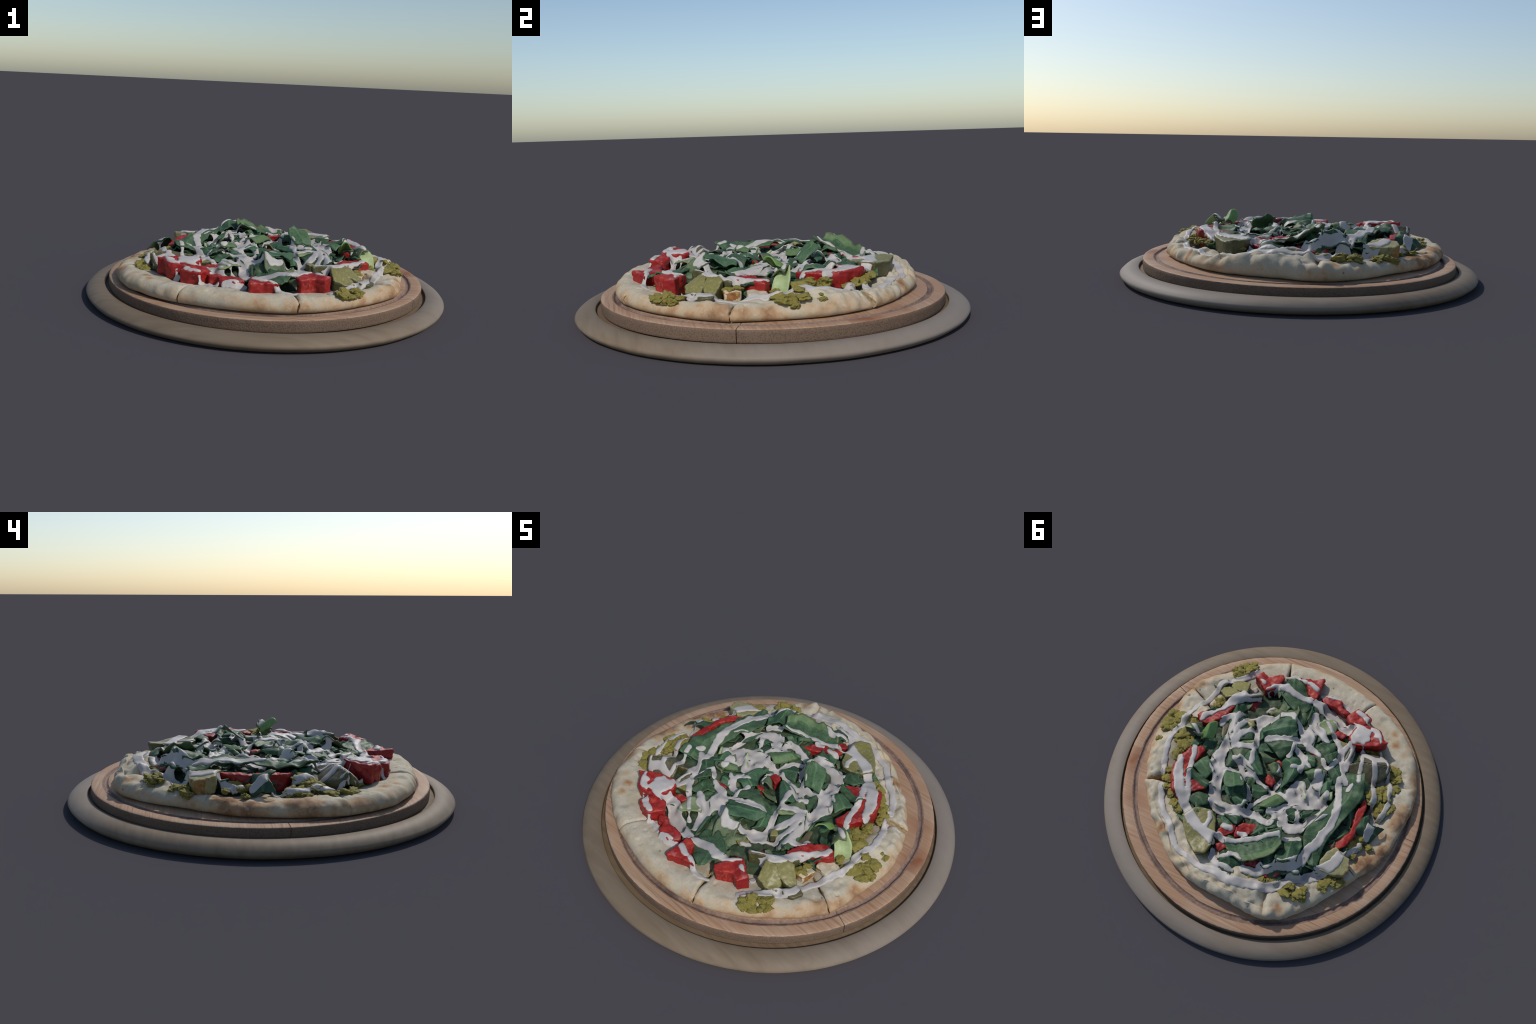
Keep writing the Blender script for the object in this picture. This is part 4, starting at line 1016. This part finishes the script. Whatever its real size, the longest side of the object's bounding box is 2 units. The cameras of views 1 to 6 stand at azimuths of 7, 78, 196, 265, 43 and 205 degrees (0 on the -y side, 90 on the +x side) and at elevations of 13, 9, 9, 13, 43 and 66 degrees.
drizzle([(-0.141, 0.172, 0.020), (-0.169, 0.208, 0.031), (-0.184, 0.251, 0.033), (-0.238, 0.249, 0.036), (-0.272, 0.218, 0.031)])
drizzle([(-0.228, 0.149, 0.016), (-0.245, 0.190, 0.016), (-0.250, 0.218, 0.016)])
drizzle([(-0.353, 0.026, 0.014), (-0.338, 0.090, 0.018), (-0.312, 0.154, 0.019), (-0.295, 0.199, 0.018), (-0.285, 0.235, 0.015)])
drizzle([(-0.381, 0.096, 0.008), (-0.346, 0.132, 0.014), (-0.315, 0.171, 0.014)])
drizzle([(0.107, 0.453, 0.020), (0.064, 0.461, 0.018), (-0.004, 0.431, 0.015), (-0.091, 0.386, 0.015), (-0.149, 0.341, 0.015), (-0.202, 0.316, 0.015), (-0.216, 0.326, 0.015), (-0.269, 0.302, 0.015)])
drizzle([(-0.260, 0.307, 0.015), (-0.302, 0.282, 0.015)])
drizzle([(0.007, 0.534, 0.013), (0.001, 0.518, 0.015), (-0.028, 0.510, 0.015), (-0.064, 0.528, 0.012)])
drizzle([(0.049, 0.552, 0.013), (0.022, 0.541, 0.013)])
drizzle([(0.040, 0.591, 0.012), (-0.003, 0.591, 0.015), (-0.049, 0.595, 0.014)])
drizzle([(0.115, 0.396, 0.019), (0.067, 0.391, 0.019)])
drizzle([(0.014, 0.398, 0.015), (-0.025, 0.387, 0.015)])
drizzle([(0.107, 0.535, 0.020), (0.088, 0.570, 0.023), (0.063, 0.588, 0.020), (0.038, 0.595, 0.018)])
drizzle([(-0.166, 0.558, 0.015), (-0.169, 0.522, 0.018), (-0.168, 0.498, 0.018)])
drizzle([(-0.539, 0.264, 0.031), (-0.529, 0.312, 0.033), (-0.496, 0.367, 0.036), (-0.452, 0.412, 0.036), (-0.419, 0.445, 0.033), (-0.372, 0.470, 0.031), (-0.344, 0.490, 0.028), (-0.318, 0.523, 0.018)])
drizzle([(-0.599, 0.180, 0.017), (-0.579, 0.208, 0.016), (-0.563, 0.234, 0.013)])
drizzle([(-0.607, 0.150, 0.017), (-0.612, 0.161, 0.017)])
drizzle([(-0.287, 0.558, 0.020), (-0.241, 0.585, 0.020)])
drizzle([(0.289, -0.421, 0.026), (0.351, -0.393, 0.031), (0.394, -0.359, 0.033), (0.426, -0.316, 0.031), (0.453, -0.264, 0.023), (0.478, -0.232, 0.015)])
drizzle([(0.374, -0.453, 0.017), (0.347, -0.511, 0.017)])
drizzle([(0.482, -0.217, 0.013), (0.505, -0.194, 0.020), (0.529, -0.171, 0.020), (0.533, -0.138, 0.015)])
drizzle([(0.373, -0.236, 0.019), (0.408, -0.203, 0.021), (0.416, -0.168, 0.018)])
drizzle([(0.551, -0.068, 0.013), (0.518, -0.053, 0.014), (0.488, -0.032, 0.010)])
drizzle([(0.189, -0.398, 0.009), (0.205, -0.383, 0.011), (0.214, -0.366, 0.009)])
drizzle([(0.002, -0.067, 0.007), (-0.026, -0.045, 0.009), (-0.026, -0.010, 0.010)])
drizzle([(-0.052, -0.003, 0.014), (-0.051, 0.035, 0.016), (-0.047, 0.055, 0.015)])
drizzle([(-0.046, -0.390, 0.007), (-0.056, -0.406, 0.009)])

# ------------------------------------------------------------------- the sauce
# The poured strands are united into one smooth outline (a distance field in plan)
# and then laid over whatever lies below them.
bpy.context.view_layer.update()
big_v, big_f = [], []
for o in solids:
    mw = o.matrix_world
    off = len(big_v)
    big_v += [mw @ v.co for v in o.data.vertices]
    big_f += [tuple(off + i for i in p.vertices) for p in o.data.polygons]
tree = BVHTree.FromPolygons(big_v, big_f)

SAUCE_T = .0055
EXT, CH = .84, .006
nh = int(2 * EXT / CH) + 1
Hm = np.full((nh, nh), .15)
down = Vector((0, 0, -1))
for i in range(nh):
    for j in range(nh):
        x, y = -EXT + i * CH, -EXT + j * CH
        hit = tree.ray_cast(Vector((x, y, 1)), down)
        if hit[0] is not None:
            Hm[i, j] = hit[0].z

def shift_reduce(a, fn, k):
    out = a.copy()
    for dx in range(-k, k + 1):
        for dy in range(-k, k + 1):
            if dx * dx + dy * dy <= k * k:
                out = fn(out, np.roll(np.roll(a, dx, 0), dy, 1))
    return out
def blur(a, n):
    for _ in range(n):
        a = (a + np.roll(a, 1, 0) + np.roll(a, -1, 0) + np.roll(a, 1, 1) + np.roll(a, -1, 1)) / 5
    return a
# thick sauce bridges narrow gaps: close the height map, then soften it
closed = shift_reduce(shift_reduce(Hm, np.maximum, 2), np.minimum, 2)
Hs = blur(np.maximum(closed, blur(closed, 3)), 3)

def drape(x, y):
    fx = np.clip((x + EXT) / CH, 0, nh - 1.001)
    fy = np.clip((y + EXT) / CH, 0, nh - 1.001)
    i, j = fx.astype(int), fy.astype(int)
    a, b = fx - i, fy - j
    return (Hs[i, j] * (1 - a) * (1 - b) + Hs[i + 1, j] * a * (1 - b) + Hs[i, j + 1] * (1 - a) * b + Hs[i + 1, j + 1] * a * b)

GS = .0042
ng = int(2 * EXT / GS) + 1
ax = -EXT + np.arange(ng) * GS
GX, GY = np.meshgrid(ax, ax, indexing='ij')
K = .006
acc = np.zeros((ng, ng))
for path in strokes:
    P = spline(path, max(6, (len(path) - 1) * 5))
    for a, b in zip(P[:-1], P[1:]):
        w = max(a[2], b[2]) + .04
        i0 = max(0, int((min(a[0], b[0]) - w + EXT) / GS)); i1 = min(ng, int((max(a[0], b[0]) + w + EXT) / GS) + 2)
        j0 = max(0, int((min(a[1], b[1]) - w + EXT) / GS)); j1 = min(ng, int((max(a[1], b[1]) + w + EXT) / GS) + 2)
        X, Y = GX[i0:i1, j0:j1], GY[i0:i1, j0:j1]
        d = b - a
        l2 = d[0] ** 2 + d[1] ** 2 + 1e-12
        t = np.clip(((X - a[0]) * d[0] + (Y - a[1]) * d[1]) / l2, 0, 1)
        dist = np.hypot(X - a[0] - t * d[0], Y - a[1] - t * d[1]) - (a[2] + t * d[2]) * .9
        acc[i0:i1, j0:j1] = np.maximum(acc[i0:i1, j0:j1], np.exp(-np.clip(dist, -.2, .2) / K))
F = -K * np.log(acc + 1e-12)
F = blur(F.clip(-.08, .08), 2)
wob = np.array([[.0055 * noise.noise(Vector((x * 26, y * 26, 3))) + .0035 * noise.noise(Vector((x * 60, y * 60, 8))) for y in ax] for x in ax])
# on steep sides the strand breaks up and lets the piece below show
sx, sy = np.gradient(Hs, CH)
steep = np.hypot(sx, sy)
ii = np.clip(((GX + EXT) / CH).round().astype(int), 0, nh - 1)
jj = np.clip(((GY + EXT) / CH).round().astype(int), 0, nh - 1)
F = F + wob + blur(np.clip(steep[ii, jj] - 1.7, 0, 2) * .012, 2)
fgx, fgy = np.gradient(F, GS)

inside = F < 0
cell = inside[:-1, :-1] | inside[1:, :-1] | inside[:-1, 1:] | inside[1:, 1:]
# connected puddles and strands become separate pieces
label = np.zeros((ng, ng), int)
cur = 0
for i, j in zip(*np.nonzero(inside)):
    if label[i, j]:
        continue
    cur += 1
    stack = [(i, j)]
    label[i, j] = cur
    while stack:
        a, b = stack.pop()
        for c, d in ((a + 1, b), (a - 1, b), (a, b + 1), (a, b - 1), (a + 1, b + 1), (a - 1, b - 1), (a + 1, b - 1), (a - 1, b + 1)):
            if 0 <= c < ng and 0 <= d < ng and inside[c, d] and not label[c, d]:
                label[c, d] = cur
                stack.append((c, d))

cells = {}
for i, j in zip(*np.nonzero(cell)):
    L_ = max(label[i, j], label[i + 1, j], label[i, j + 1], label[i + 1, j + 1])
    cells.setdefault(L_, []).append((i, j))

for L_, lst in cells.items():
    if len(lst) < 25:
        continue
    ids, pts, fs = {}, [], []
    def vid(i, j):
        if (i, j) not in ids:
            ids[(i, j)] = len(pts)
            x, y, f = GX[i, j], GY[i, j], F[i, j]
            if f > 0:                       # pull the border nodes onto the outline
                gx, gy = fgx[i, j], fgy[i, j]
                g2 = max(gx * gx + gy * gy, .25)
                x -= f * gx / g2
                y -= f * gy / g2
                f = 0.
            pts.append((x, y, f))
        return ids[(i, j)]
    for i, j in lst:
        fs.append((vid(i, j), vid(i + 1, j), vid(i + 1, j + 1), vid(i, j + 1)))
    A = np.array(pts)
    u = np.clip(-A[:, 2] / .013, 0, 1)
    t = SAUCE_T * np.sqrt(np.maximum(0, 1 - (1 - u) ** 2))
    h = drape(A[:, 0], A[:, 1])
    n = len(A)
    topv = np.column_stack([A[:, 0], A[:, 1], h + .0012 + t])
    botv = np.column_stack([A[:, 0], A[:, 1], h - .007])
    count = {}
    for f in fs:
        for a, b in zip(f, f[1:] + f[:1]):
            if (b, a) in count:
                del count[(b, a)]
            else:
                count[(a, b)] = 1
    faces = list(fs) + [tuple(n + a for a in f[::-1]) for f in fs] + [(b, a, a + n, b + n) for a, b in count]
    mesh_obj('sauce_drizzle', np.concatenate([topv, botv]), faces, [M['sauce']], pizza)
